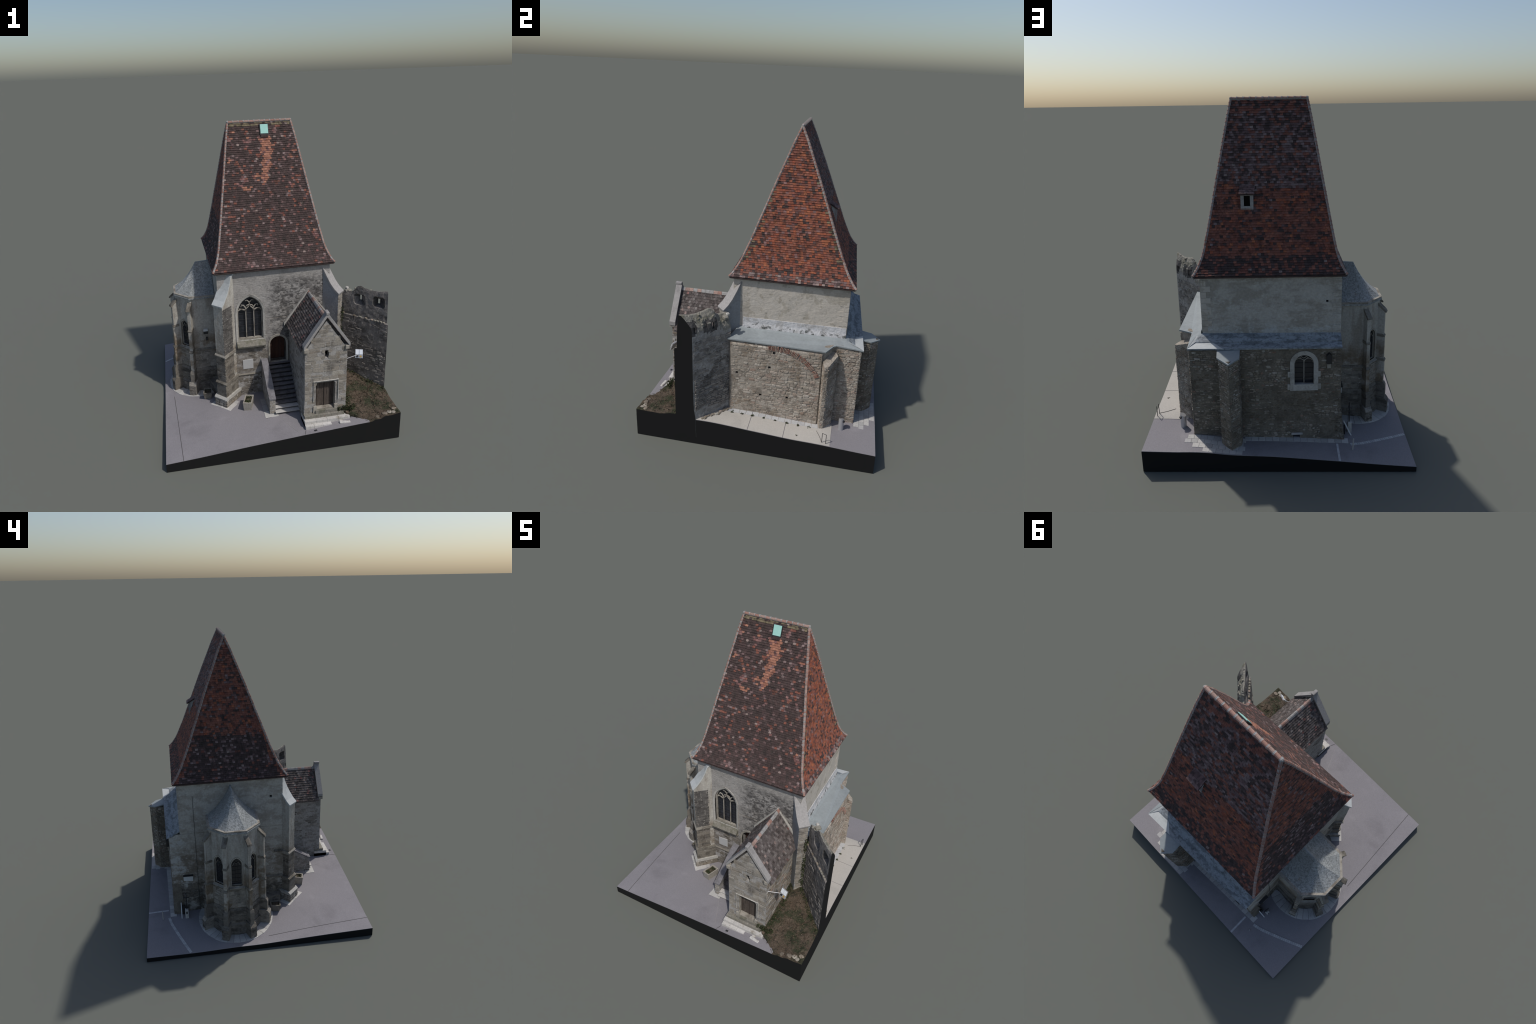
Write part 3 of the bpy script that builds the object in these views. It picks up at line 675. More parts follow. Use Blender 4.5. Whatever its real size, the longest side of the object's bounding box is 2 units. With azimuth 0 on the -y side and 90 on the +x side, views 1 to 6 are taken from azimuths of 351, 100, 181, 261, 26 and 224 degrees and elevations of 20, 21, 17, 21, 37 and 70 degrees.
# coarser stones below the south window and exposed rubble on the west foot
rubble('exposed_rubble', lambda u, z, d: S(-.235 + u, z, d), .235, .10, .262, 'ashlar_dark', low, (.014, .026), (.02, .05), (.0, .003), seed=21)
rubble('exposed_rubble', lambda u, z, d: S(-.235 + u, z, d), .225, .288, .464, 'ashlar_dark', low, (.012, .024), (.02, .05), (-.002, .0022), seed=22, keep=lambda u, z: nz((u, z, 0), 14, 2) > -.05 and not (.04 < u < .13 and z > .3 and z < .39))
rubble('exposed_rubble', lambda u, z, d: Wf(-.57 + u, z, d), .245, .05, .30, 'ashlar_dark', low, (.012, .022), (.016, .04), (-.001, .003), seed=23, keep=lambda u, z: nz((u, z, 0), 12, 5) > -.2)
rubble('exposed_rubble', lambda u, z, d: Wf(.03 + u, z, d), .19, .06, .29, 'ashlar_dark', low, (.012, .022), (.016, .04), (-.001, .003), seed=24, keep=lambda u, z: nz((u, z, 0), 12, 6) > -.3)
# corner quoins of the upper storey, north side
for i in range(9):
    z = .735 + i * .034; w = .055 if i % 2 else .032
    slab('quoin', Frame((.425, .516), (-1, -.018)), [(0, z), (w, z), (w, z + .032), (0, z + .032)], -.004, .0022, 'plaster_light', nave)
    slab('quoin', Frame((.424, .516), (.022, -1), True), [(0, z), (.087 - w, z), (.087 - w, z + .032), (0, z + .032)], -.004, .0022, 'plaster_light', nave)
    slab('quoin', Frame((-.353, .502), (1, .018), True), [(0, z), (.08 - w, z), (.08 - w, z + .032), (0, z + .032)], -.004, .0022, 'plaster_rear', nave)
# battered footing of the north-west corner
hexa('corner_footing', [(-.384, .578, .02), (-.384, .50, .02), (-.33, .50, .02), (-.33, .578, .02)], [(-.354, .579, .30), (-.354, .52, .30), (-.33, .52, .30), (-.33, .579, .30)], 'mortar_dark', low)
rubble('footing_stone', lambda u, z, d: Vector((-.384 + .030 * (z - .02) / .28 + u * .75, .5795 + d, z)), .06, .05, .30, 'rubble_dark', low, seed=25)
slab('wall_shelf', Wf, [(-.498, .330), (-.434, .322), (-.431, .360), (-.50, .368)], -.002, .014, 'white', low)
box('shelf_trim', (-.362, .466, .368), (.02, .07, .003), 'iron', low)
tube('lightning_cable', [[(-.3525, .402, .97), (-.3535, .400, .6), (-.3535, .395, .08)]], .0012, 'iron', low, 5)
slab('lantern', Nf, [(.268, .575), (.296, .575), (.296, .625), (.282, .638), (.268, .625)], .0, .02, 'iron', low)
slab('lantern_bracket', Nf, [(.272, .545), (.292, .545), (.292, .574), (.272, .574)], .0, .012, 'dressed', low)

# ------------------------------------------------------------------ rubble facing
ARC, ARZ, ARR = .105, .385, .272          # relieving arch: centre y, centre z, inner radius
def in_ring(u, z): 
    r = math.hypot(u - .2 - ARC + 0, z - ARZ); return ARR - .004 < r < ARR + .036 and z > ARZ + .1
hole_e = [(.09, .64), (.065, .533), (-.145, .462), (.014, .32), (.186, .324)]
rubble('rubble_facing', lambda u, z, d: Ef(u - .2, z, d), .588, .14, .690, 'rubble', low, (.010, .024), (.013, .048), (-.0004, .0034), seed=2, named=130,
       keep=lambda u, z: not (in_ring(u, z) and u > .27) and not any(abs(u - .2 - a) < .014 and abs(z - b) < .012 for a, b in hole_e))
for i in range(74):
    a = math.radians(26 + i * 124 / 74)
    if (a > math.radians(100) and R.random() < .94) or R.random() < .08: continue
    c = (ARC + (ARR + .016) * math.cos(a), ARZ + (ARR + .016) * math.sin(a))
    m = Matrix.Translation((.5605 + bulge(c[0], c[1]) + .002 * R.random(), c[0] + R.uniform(-.001, .001), c[1])) @ Matrix.Rotation(a, 4, 'X')
    box('arch_brick', None, (.012, R.uniform(.022, .036), R.uniform(.005, .0066)), 'brick', low, bev=.0008, mtx=m)
# north wall, with the north-east pier's east face
skipn = lambda x, z: (abs(-x - NW_U) < .085 and .40 < z < .65) or (abs(x + .1) < .03 and z < .125) or (abs(x + .282) < .018 and .54 < z < .64)
rubble('rubble_facing', lambda u, z, d: Nf(-.488 + u, z, d), .838, .07, .672, 'rubble_dark', low, (.008, .0155), (.012, .034), (-.0008, .0026), seed=3, named=0,
       keep=lambda u, z: not skipn(.488 - u, z) and z > gz(.488 - u, .63) - .01 and nz((u, z, 0), 9, 1) > -.42)
rubble('rubble_facing', lambda u, z, d: Vector((.489 + d, .452 + u, z)), .17, .12, .675, 'rubble', low, (.010, .019), (.014, .036), (.0, .004), seed=4)
# wedge-shaped remnant of a buttress beside the arch
stub = wall_solid('wall_stub', [(.53, .382), (.560, .388), (.612, .408), (.608, .430), (.525, .482), (.48, .47)], .10, lambda x, y: .655 - .45 * max(0, x - .5) + .012 * nz((x, y, 0), 60), 'mortar', low, amp=.003, freq=40)
def sidef(a, b):
    a, b = Vector(a), Vector(b); d = (b - a).normalized(); q = Vector((d.y, -d.x))
    return lambda u, z, e: Vector((*(a + d * u + q * e), z))
rubble('rubble_facing', sidef((.560, .388), (.612, .408)), .053, .13, .61, 'rubble', stub, (.008, .014), (.012, .028), (.0, .003), seed=5)
rubble('rubble_facing', sidef((.608, .430), (.525, .482)), .094, .13, .615, 'rubble', stub, (.009, .016), (.014, .034), (.0, .004), seed=6)
rubble('rubble_facing', sidef((.612, .408), (.608, .430)), .022, .13, .605, 'rubble', stub, (.009, .016), (.012, .022), (.0, .003), seed=7)

# pointed north buttress
NB = [(.324, .60), (.323, .676), (.260, .732), (.211, .681), (.211, .60)]
nb = wall_solid('north_buttress', NB[::1], .02, .655, 'mortar_dark', chapel, amp=.0015)
for a, b, sd in ((NB[0], NB[1], 8), (NB[1], NB[2], 9), (NB[2], NB[3], 10), (NB[3], NB[4], 11)):
    rubble('buttress_stone', sidef(a, b), math.dist(a, b), .08, .65, 'rubble_dark', nb, (.009, .016), (.014, .034), (.0, .003), seed=sd)
cap = [(.336, .602), (.328, .684), (.259, .742), (.205, .687), (.209, .602)]
capz = lambda x, y: .678 - (y - .6) * .2
hexa('buttress_cap', [(x, y, capz(x, y) - .008) for x, y in cap], [(x, y, capz(x, y)) for x, y in cap], 'lead', nb)

# ------------------------------------------------------------------ lean-to metal skirt roof
def sheet(name, quads, th, mat, parent):
    V = []; F = []
    for q in quads:
        k = len(V); n = len(q); V += [(x, y, z - th) for x, y, z in q] + list(q)
        F += [[k + i for i in range(n)][::-1], [k + n + i for i in range(n)]] + [(k + i, k + (i + 1) % n, k + n + (i + 1) % n, k + n + i) for i in range(n)]
    bm = bmesh.new(); t = bpy.data.meshes.new('t'); t.from_pydata(V, [], F); bm.from_mesh(t); bpy.data.meshes.remove(t)
    return from_bm(name, bm, mat, parent)
i0, i1, i2 = (.434, -.17, .728), (.42, .512, .728), (-.352, .497, .722)
mid_e = [(.46, -.18, .7155), (.46, .47, .7155)]
skirt = sheet('skirt_roof', [
    [i0, mid_e[0], (.462, .533, .7135), i1],
    [mid_e[0], (.582, -.212, .701), (.582, .407, .697), (.504, .450, .698), (.4972, .468, .7015), (.462, .533, .7135)],
    [(.462, .533, .7135), (.4972, .468, .7015), (.495, .634, .688)],
    [i1, (.462, .533, .7135), (.495, .634, .688), (.47, .578, .698)],
], .008, 'lead', chapel)
sheet('north_skirt', [
    [i1, (.468, .578, .699), (-.3535, .548, .694), i2],
    [(.468, .574, .693), (.495, .634, .687), (-.354, .595, .674), (-.354, .545, .688)]], .008, 'lead_dirty', skirt)
sheet('pale_corner_patch', [[(.40, .52, .7225), (.459, .533, .7155), (.488, .625, .6915), (.455, .572, .7015)], [(.36, .573, .6955), (.466, .579, .6955), (.493, .6345, .6885), (.30, .6255, .6848)]], .002, 'lead_white', skirt)
profile_solid('cement_fillet', [(-.012, .712), (.013, .712), (.009, .735), (.004, .755), (.0035, .79), (-.012, .79)], (.4318, .185), (1, .022), .66, 'fillet', skirt, res=.012, amp=.002, freq=30)

# ------------------------------------------------------------------ corner buttresses (diagonal)
def corner_buttress(outer_mid, d, w, prof_cap, z_foot, tiers, mat_shaft, mat_cap, stones):
    d = Vector(d).normalized(); om = Vector(outer_mid)
    org = om - d * .30                         # profile coordinate s = .30 at the outer face
    capx = [(.30 - s, z) for s, z in prof_cap]
    inner = capx[-1][0]
    prof = [(inner, z_foot), (.30, z_foot), (.30, capx[0][1])] + capx[1:]
    b = profile_solid('corner_buttress', prof, org, d, w, mat_shaft, chapel, res=.013, amp=.0012)
    cp = [(.306, capx[0][1] - .014), (.309, capx[0][1] - .002)] + [(x, z + .006) for x, z in capx[1:]]
    cp += [(x - .002, z - .008) for x, z in capx[::-1][:-1]]
    profile_solid('buttress_cap', cp, org, d, w + .012, mat_cap, b, res=.012, amp=.0006)
    for ti in tiers:
        s0, s1, z0, z1, ww, mt = ti
        profile_solid('plinth', [(.30 + s0 - .2, z0), (.30 + s0, z0), (.30 + s0, z1 - .012), (.30 + s1, z1), (.30 + s1 - .2, z1)], org, d, ww, mt, b, res=.013, amp=.0014)
    q = Vector((-d.y, d.x))
    for sd, (mt, side, zl, zh, extra, ln) in enumerate(stones):
        a = om + q * (w / 2 + extra) * side + d * (0 if side == 0 else 0)
        if side == 0:
            f = lambda u, z, e: Vector((*(om + d * e + q * (u - w / 2)), z)); mx = w
        else:
            f = lambda u, z, e, a=a, side=side: Vector((*(a - d * u + q * side * e), z)); mx = ln
        rubble('buttress_block', f, mx, zl, zh, mt, b, (.018, .03), (.03, .07), (.0006, .0018), gap=.0002, seed=31 + sd, jit=.0006)
    return b
curve = [(0, .862), (.02, .882), (.045, .915), (.065, .945), (.085, .985), (.10, 1.03), (.13, 1.05)]
swb = corner_buttress((-.3475, -.281), (-.70, -.714), .074, curve, .03,
    [(.010, .006, .02, .262, .082, 'drip'), (.024, .014, .02, .155, .106, 'mortar_dark')], 'apse', 'lead_white',
    [('soot_block', 1, .488, .83, .0004, .10), ('ashlar_dark', 1, .278, .47, .0015, .10), ('ashlar_dark', 0, .27, .47, 0, 0), ('ashlar_dark', -1, .27, .47, 0, .05)])
_d = Vector((-.70, -.714)).normalized(); _q = Vector((-_d.y, _d.x))
for z, w, e in ((.478, .090, .008), (.266, .094, .014)):
    og = Vector((-.3475, -.281)) - _d * .3
    profile_solid('string_course', [(.15, z - .010), (.30 + e - .006, z - .010), (.30 + e, z - .003), (.30 + e, z + .002), (.30, z + .012), (.15, z + .012)], og, _d, w, 'drip' if z < .3 else 'dressed', swb, res=.013, amp=.0008)
om = Vector((-.3475, -.281)) + _d * .025
for sd in (0, 1, -1):
    a = om + _q * .053 * sd
    f = (lambda u, z, e: Vector((*(om + _d * e + _q * (u - .053)), z))) if sd == 0 else (lambda u, z, e, a=a, sd=sd: Vector((*(a - _d * u + _q * sd * e), z)))
    rubble('plinth_stone', f, .106 if sd == 0 else .13, .06, .142, 'ashlar', swb, (.014, .024), (.018, .04), (.0, .003), seed=40 + sd)
profile_solid('plinth_ledge', [(.15, .14), (.325, .14), (.327, .150), (.312, .163), (.15, .163)], Vector((-.3475, -.281)) - _d * .3, _d,   .109, 'pale_trim', swb, res=.02, amp=.001)
curve2 = [(0, .866), (.025, .885), (.055, .920), (.085, .968), (.115, 1.02), (.14, 1.055)]
seb = corner_buttress((.499, -.2725), (.70, -.714), .064, curve2, .1, [], 'baked_shade_render', 'coping', [('ashlar', 0, .25, .85, 0, 0)])

# ------------------------------------------------------------------ apse
def octa(r, x_in=-.34):
    a = [math.radians(t) for t in (-112.5, -157.5, 157.5, 112.5)]
    pts = [(AC.x + r * math.cos(t), AC.y + r * math.sin(t)) for t in a]
    w = r * math.cos(math.radians(22.5))
    return [(x_in, AC.y - w)] + pts + [(x_in, AC.y + w)]
RW = .177
ap_plan = octa(RW)[::-1]
apse = wall_solid('apse_wall', ap_plan, .01, .822, ['apse', 'apse'], chapel, amp=.0012)
cA = math.cos(math.radians(22.5))
wins = []
for ang in (225, 180, 135):
    t = math.radians(ang); n2 = Vector((math.cos(t), math.sin(t))); u2 = Vector((-n2.y, n2.x))
    wins.append(Frame(AC + n2 * RW * cA, u2))
cs = [slab('c', f, arch_pts(0, .074, .416, .572, .624), -.03, .05, 'dressed') for f in wins]
cut(apse, cs)
for c in cs: bpy.data.objects.remove(c)
for f in wins:
    g = slab('apse_window', f, arch_pts(0, .076, .412, .572, .626), -.0225, -.018, 'glass', apse)
    ring('window_frame', f, arch_pts(0, .088, .41, .572, .636), arch_pts(0, .074, .416, .572, .624), -.01, .002, 'dressed', g, d_in=-.004)
    ring('window_frame', f, arch_pts(0, .076, .414, .572, .625), arch_pts(0, .066, .420, .570, .617), -.019, -.011, 'dressed', g)
    B = [[f(-.03, .44 + k * .029, -.0165), f(.03, .44 + k * .029, -.0165)] for k in range(6)] + [[f(u, .424, -.0165), f(u, .60, -.0165)] for u in (-.009, .009)]
    tube('saddle_bar', B, .0009, 'iron', g, 5)
    tube('tracery', [[f(-.026, .565, -.014), f(-.012, .59, -.014), f(0, .575, -.014), f(.012, .59, -.014), f(.026, .565, -.014)]], .002, 'dressed', g, 5)
    profile_solid('window_sill', [(-.03, .398), (.010, .398), (.012, .404), (-.026, .424), (-.03, .424)], (f.o.x, f.o.y), (f.n.x, f.n.y), .10, 'dressed', g)
# string courses and battered plinth follow the polygon
def poly_band(name, r_of_z, mat, parent):
    V = []; F = []; m = 6
    for z, r in r_of_z:
        V += [(x, y, z) for x, y in octa(r)]
    for k in range(len(r_of_z) - 1):
        for i in range(m - 1):
            F.append((k * m + i, k * m + i + 1, (k + 1) * m + i + 1, (k + 1) * m + i))
    F += [list(range(m)), [(len(r_of_z) - 1) * m + i for i in range(m)]]
    for k in range(len(r_of_z) - 1): F.append((k * m, (k + 1) * m, (k + 1) * m + m - 1, k * m + m - 1))
    bm = bmesh.new(); t = bpy.data.meshes.new('t'); t.from_pydata(V, [], F); bm.from_mesh(t); bpy.data.meshes.remove(t)
    return from_bm(name, bm, mat, parent)
poly_band('string_course', [(.388, RW), (.392, RW + .011), (.398, RW + .012), (.408, RW + .001)], 'drip', apse)
poly_band('plinth', [(.01, RW + .012), (.228, RW + .011), (.242, RW + .002)], 'ashlar_dark', apse)
poly_band('plinth', [(.0, RW + .022), (.118, RW + .020), (.130, RW + .012)], 'ashlar_dark', apse)
poly_band('cornice', [(.800, RW + .002), (.812, RW + .010), (.824, RW + .010)], 'dressed', apse)
oc = octa(RW + .0035)
for i in range(5):
    a, b = oc[i], oc[i + 1]; ln = math.dist(a, b)
    rubble('ashlar_facing', sidef(b, a) if (Vector((a[1] - b[1], b[0] - a[0]))).dot((Vector(a) + Vector(b)) / 2 - AC) > 0 else sidef(a, b),
           ln, .246, .386, 'ashlar', apse, (.026, .04), (.04, .08), (-.0035, -.0015), gap=.0008, seed=50 + i, jit=.0008)
for r_, z0_, z1_, sd_ in ((RW + .0215, .03, .118, 0), (RW + .012, .134, .228, 10)):
    oc = octa(r_)
    for i in range(5):
        a, b = oc[i], oc[i + 1]; ln = math.dist(a, b)
        rubble('plinth_stone', sidef(b, a) if (Vector((a[1] - b[1], b[0] - a[0]))).dot((Vector(a) + Vector(b)) / 2 - AC) > 0 else sidef(a, b),
               ln, z0_, z1_, 'ashlar_dark', apse, (.014, .026), (.02, .05), (-.001, .003), seed=150 + sd_ + i)
bench = wall_solid('plinth_bench', [(-.335, -.205), (-.335, -.02), (-.43, -.005), (-.412, -.06), (-.392, -.12), (-.385, -.19)][::-1], .01, lambda x, y: .150 - .1 * max(0, -.345 - x), 'ashlar_dark', low, res=.012, amp=.004, freq=30)
# radial buttresses
for i, ang in enumerate((-112.5, -157.5, 157.5, 112.5)):
    t = math.radians(ang); d = (math.cos(t), math.sin(t)); gr = gz(AC.x + .23 * d[0], AC.y + .23 * d[1])
    b = profile_solid('apse_buttress', [(.12, .01), (0.228, .01), (0.228, .235), (0.222, .25), (0.222, .395), (0.218, .408), (0.218, .56), (0.213, .575), (0.213, .735), (.168, .79), (.12, .79)], AC, d, .023, 'apse', apse, res=.012, amp=.0010)
    profile_solid('buttress_cap', [(.158, .797), (0.220, .740), (0.225, .728), (0.218, .726), (.158, .780)], AC, d, .031, 'drip', b, res=.014, amp=.0012, freq=50)
    for z, s in ((.404, .226), (.570, .219)):
        profile_solid('drip_course', [(.15, z - .008), (s, z - .008), (s + .001, z - .001), (s - .008, z + .010), (.15, z + .010)], AC, d, .029, 'drip', b)
    profile_solid('plinth', [(.12, .01), (0.236, .01), (0.236, .225), (0.228, .245), (.12, .245)], AC, d, .031, 'ashlar_dark', b, res=.014, amp=.0014)
    ft = .150 if i == 0 else .135
    profile_solid('foot', [(.12, .0), (0.252, .0), (0.252, ft - .012), (0.236, ft + .008), (.12, ft + .008)], AC, d, .047 if i else .054, 'ashlar_dark' if i in (1, 2) else 'ashlar', b, res=.014, amp=.0026, freq=40)
    o2 = AC + Vector(d) * .252; q2 = Vector((-d[1], d[0])); fw = .047 if i else .054
    rubble('foot_stone', lambda u, z, e, o2=o2, q2=q2, d=Vector(d), fw=fw: Vector((*(o2 + q2 * (u - fw / 2) + d * e), z)), fw, gr - .01, ft - .012, 'ashlar_dark', b, (.016, .03), (.018, .04), (.0, .003), seed=170 + i)
# bell-shaped roof
ZE = .812
prof = [(1.0, ZE - .008), (1.0, ZE), (.90, .825), (.78, .841), (.66, .859), (.54, .880), (.42, .905), (.31, .931), (.20, .960), (.11, .989), (.05, 1.010), (.012, 1.024)]
V = []; F = []
for f_, z in prof:
    base = octa(.189, -.345)
    for j, (x, y) in enumerate(base):
        V.append((x if j in (0, 5) else AC.x + (x - AC.x) * f_, AC.y + (y - AC.y) * f_, z + (.004 if j in (0, 5) and f_ < .9 else 0)))
m = 6
for k in range(len(prof) - 1):
    for i in range(m - 1): F.append((k * m + i, k * m + i + 1, (k + 1) * m + i + 1, (k + 1) * m + i))
    F.append((k * m, (k + 1) * m, (k + 1) * m + 5, k * m + 5))
F += [list(range(m)), [(len(prof) - 1) * m + i for i in range(m)]]
bm = bmesh.new(); t = bpy.data.meshes.new('t'); t.from_pydata(V, [], F); bm.from_mesh(t); bpy.data.meshes.remove(t)
aroof = from_bm('apse_roof', bm, 'apse_roof', apse)
tube('finial_roll', [[(AC.x, AC.y, 1.018), (-.345, AC.y, 1.026)]], .006, 'lead', aroof, 6)
# sign on the apse south wall
for zc, h, mt in ((.553, .016, 'white'), (.534, .020, 'iron')):
    box('notice_box', (-.424, AC.y - RW * cA - .006, zc), (.032, .014, h), mt, apse)
box('lamp_box', (-.418, AC.y - RW * cA - .004, .482), (.014, .012, .024), 'iron', apse)

# ------------------------------------------------------------------ porch
px0, px1, py0, py1 = .151, .429, -.633, -.205
gab = [(px0 - .012, .02), (px1, .02), (px1, .640), (.289, .850), (px0, .648), (px0, .30)]
porch = None
bm_pts = [(x, z) for x, z in gab]
porch = profile_solid('porch_wall', [(x, z) for x, z in gab], (0, (py0 + py1) / 2), (1, 0), py1 - py0, 'wallface_light', chapel)
PF = Frame((0, py0), (1, 0)); PW = Frame((px0, 0), (0, -1)); PE = Frame((px1, 0), (0, 1))
pc = [slab('c', PF, [(.224, .16), (.356, .16), (.356, .399), (.343, .411), (.237, .411), (.224, .399)], -.045, .03, 'dressed'),
      slab('c', PF, [(.276, .587), (.309, .587), (.309, .642), (.276, .642)], -.04, .03, 'dressed'), slab('c', PW, [(.34, .49), (.36, .49), (.36, .57), (.34, .57)], -.03, .03, 'dressed')]
cut(porch, pc)
for c in pc: bpy.data.objects.remove(c)
rubble('ashlar_facing', lambda u, z, d: PF(px0 + u, z, d), px1 - px0, .16, .862, 'ashlar', porch, (.024, .038), (.034, .08), (-.0005, .0022), gap=.0009, seed=60, jit=.0012,
       keep=lambda u, z: not (.052 < u < .228 and z < .43) and not (.112 < u < .175 and .57 < z < .66) and abs(u + px0 - .290) < .139 * min(1, (.862 - z) / .207) - .012)
rubble('side_stone', lambda u, z, d: PE(py0 + u, z, d), .4, .2, .65, 'rubble_dark', porch, (.012, .02), (.02, .05), (-.001, .0025), seed=61)
rubble('side_stone', lambda u, z, d: Vector((px0 - d - (.012 * (1 - (z - .02) / .28) if z < .3 else 0), py1 - u, z)), .405, .10, .60, 'wallstone', porch, (.012, .02), (.02, .05), (-.0022, .0016), seed=62, keep=lambda u, z: nz((u, z, 0), 12, 8) > -.1 and not (.12 < u < .17 and .47 < z < .59))
slab('porch_void', PF, [(.263, .574), (.323, .574), (.323, .654), (.263, .654)], -.042, -.0395, 'dark', porch)
slab('porch_void', PW, [(.33, .48), (.37, .48), (.37, .58), (.33, .58)], -.032, -.0295, 'dark', porch)
for sx in (-1, 1):      # rounded cheeks of the light opening
    for sz_ in (-1, 1):
        c0 = (.2925 + sx * .022, .6145 + sz_ * .022)
        slab('opening_cheek', PF, [(c0[0] + .012 * math.cos(a * math.pi / 5), c0[1] + .012 * math.sin(a * math.pi / 5)) for a in range(10)], -.01, .002, 'ashlar', porch)
pd = slab('porch_door', PF, [(.222, .19), (.358, .19), (.358, .414), (.222, .414)], -.044, -.042, 'dark', porch)
for i in range(8):
    u = .226 + i * .0162
    slab('door_plank', PF, [(u, .212), (u + .0155, .212), (u + .0155, .408), (u, .408)], -.043, -.036 + .001 * R.random(), 'wood', pd)
slab('door_post', PF, [(.2895, .212), (.2935, .212), (.2935, .408), (.2895, .408)], -.037, -.031, 'wood', pd)
ring('door_frame', PF, [(.215, .21), (.365, .21), (.365, .416), (.215, .416)], [(.226, .209), (.354, .209), (.354, .406), (.226, .406)], -.035, .001, 'dressed', pd, d_in=-.006)
tube('hood_mould', [[PF(.209, .276, .005), PF(.209, .424, .005), PF(.374, .424, .005), PF(.374, .276, .005)]], .0042, 'pale_trim', pd, 6)
for u in (.219, .361): slab('jamb_base', PF, [(u - .014, .18), (u + .014, .18), (u + .011, .235), (u - .011, .235)], -.015, .008, 'dressed', pd)

def tile_field(name, P, nrm, rows, width, mat_pick, mats_, parent, seed, th=.0026, lift=.0038, lap=1.55, jitter=.0006):
    """overlapping flat tiles; P(s, t) -> point (s down the slope 0..1 by row edges list, t across 0..1)"""
    rr = random.Random(seed); V = []; F = []; idx = []
    for k in range(len(rows) - 1):
        s1 = rows[k + 1]; s0 = max(0.0, rows[k + 1] - (rows[k + 1] - rows[k]) * lap)
        a, b = Vector(P(s1, 0)), Vector(P(s1, 1)); ln = (b - a).length
        a0, b0 = Vector(P(s0, 0)), Vector(P(s0, 1))
        n = max(1, int(ln / width)); off = (.5 if k % 2 else 0)
        ux = (b - a).normalized()
        N_ = Vector(nrm(s1)); 
        edges = [0.0] + [(i + off + rr.uniform(-.06, .06)) * width for i in range(0 if off else 1, n + 1) if .3 * width < (i + off) * width < ln - .3 * width] + [ln]
        proj0 = (a0 - a).dot(ux); proj1 = (b0 - a).dot(ux); up = (a0 - a) - ux * proj0
        g = .0003
        for e0, e1 in zip(edges[:-1], edges[1:]):
            l = rr.uniform(-jitter, jitter); dl = rr.uniform(-.0012, .0012)
            q0, q1 = e0 + g, e1 - g
            if q1 - q0 < .002: continue
            dn = up.normalized() * dl
            bl = a + ux * q0 + N_ * (lift + l) - dn; br = a + ux * q1 + N_ * (lift + l + rr.uniform(-jitter, jitter)) - dn
            c0 = min(max(q0, proj0 + g), proj1 - g); c1 = min(max(q1, proj0 + g), proj1 - g)
            if c1 - c0 < .0015: 
                cm = (c0 + c1) / 2; c0, c1 = cm - .0008, cm + .0008
            tl = a + ux * c0 + up + N_ * .0002; tr = a + ux * c1 + up + N_ * .0002
            k0 = len(V)
            V += [bl, br, tr, tl] + [bl - N_ * th, br - N_ * th, tr - N_ * th, tl - N_ * th]
            F += [(k0, k0 + 1, k0 + 2, k0 + 3), (k0 + 4, k0 + 5, k0 + 1, k0), (k0 + 5, k0 + 6, k0 + 2, k0 + 1), (k0 + 7, k0 + 4, k0, k0 + 3), (k0 + 7, k0 + 6, k0 + 5, k0 + 4)]
            mi = mat_pick((bl + br) / 2, rr, (q0 + q1) / 2 / ln, s1)
            idx += [mi] * 5
    return obj(name, V, F, mats_, parent, idx, kind='stuff')

# porch roof
ry0, ry1 = -.612, -.214; rz, ez, ex = .870, .646, .634
pr = profile_solid('porch_roof', [(.130, ez - .016), (.288, rz - .018), (.452, ex - .016), (.452, ex - .004), (.288, rz - .004), (.130, ez - .004)], (0, (ry0 + ry1) / 2), (1, 0), ry1 - ry0, 't_porch', porch)
def porch_pick(p, rr, t, s):
    q = rr.random()
    return 1 if q < .02 + (.10 if p.x > .35 and fz(p, 14, 3) > .7 else 0) else (2 if q < .06 else 0)
rows = [i / 15 for i in range(16)]
sl = Vector((.296 - .115, 0, rz - ez)).length
tile_field('porch_tiles', lambda s, t: (.288 - .160 * s, ry1 + (ry0 - ry1) * t, rz - .003 - (rz - ez) * s), lambda s: Vector((-(rz - ez), 0, .160)).normalized(), rows, .0165, porch_pick, ['t_porch', 't_pink', 't_pale'], pr, 70, lift=.0045)
tile_field('porch_tiles', lambda s, t: (.288 + .166 * s, ry0 + (ry1 - ry0) * t, rz - .003 - (rz - ex) * s), lambda s: Vector(((rz - ex), 0, .166)).normalized(), rows, .0165, porch_pick, ['t_porch', 't_pink', 't_pale'], pr, 71, lift=.0045)
for i in range(14):
    y = ry0 + (ry1 - ry0) * (i + .5) / 14
    o = profile_solid('porch_ridge_tile', [(-.012 - .001, rz - .012), (-.006, rz + .001), (0, rz + .0055), (.006, rz + .001), (.013, rz - .012)], (.288, y), (1, 0), (ry1 - ry0) / 14 - .001, 'hip' if R.random() < .25 else 'bedding', pr)
def gable_coping(name, y0, y1, pts, th, mat, parent):
    """sloping copings following an inverted V given as three (x, z) points of the upper edge"""
    (x0, z0), (x1, z1), (x2, z2) = pts
    for A, B in (((x0, z0), (x1, z1)), ((x1, z1), (x2, z2))):
        lo = [(A[0], y0, A[1] - th), (B[0], y0, B[1] - th), (B[0], y1, B[1] - th), (A[0], y1, A[1] - th)]
        hi = [(A[0], y0, A[1]), (B[0], y0, B[1]), (B[0], y1, B[1]), (A[0], y1, A[1])]
        hexa(name, lo, hi, mat, parent)
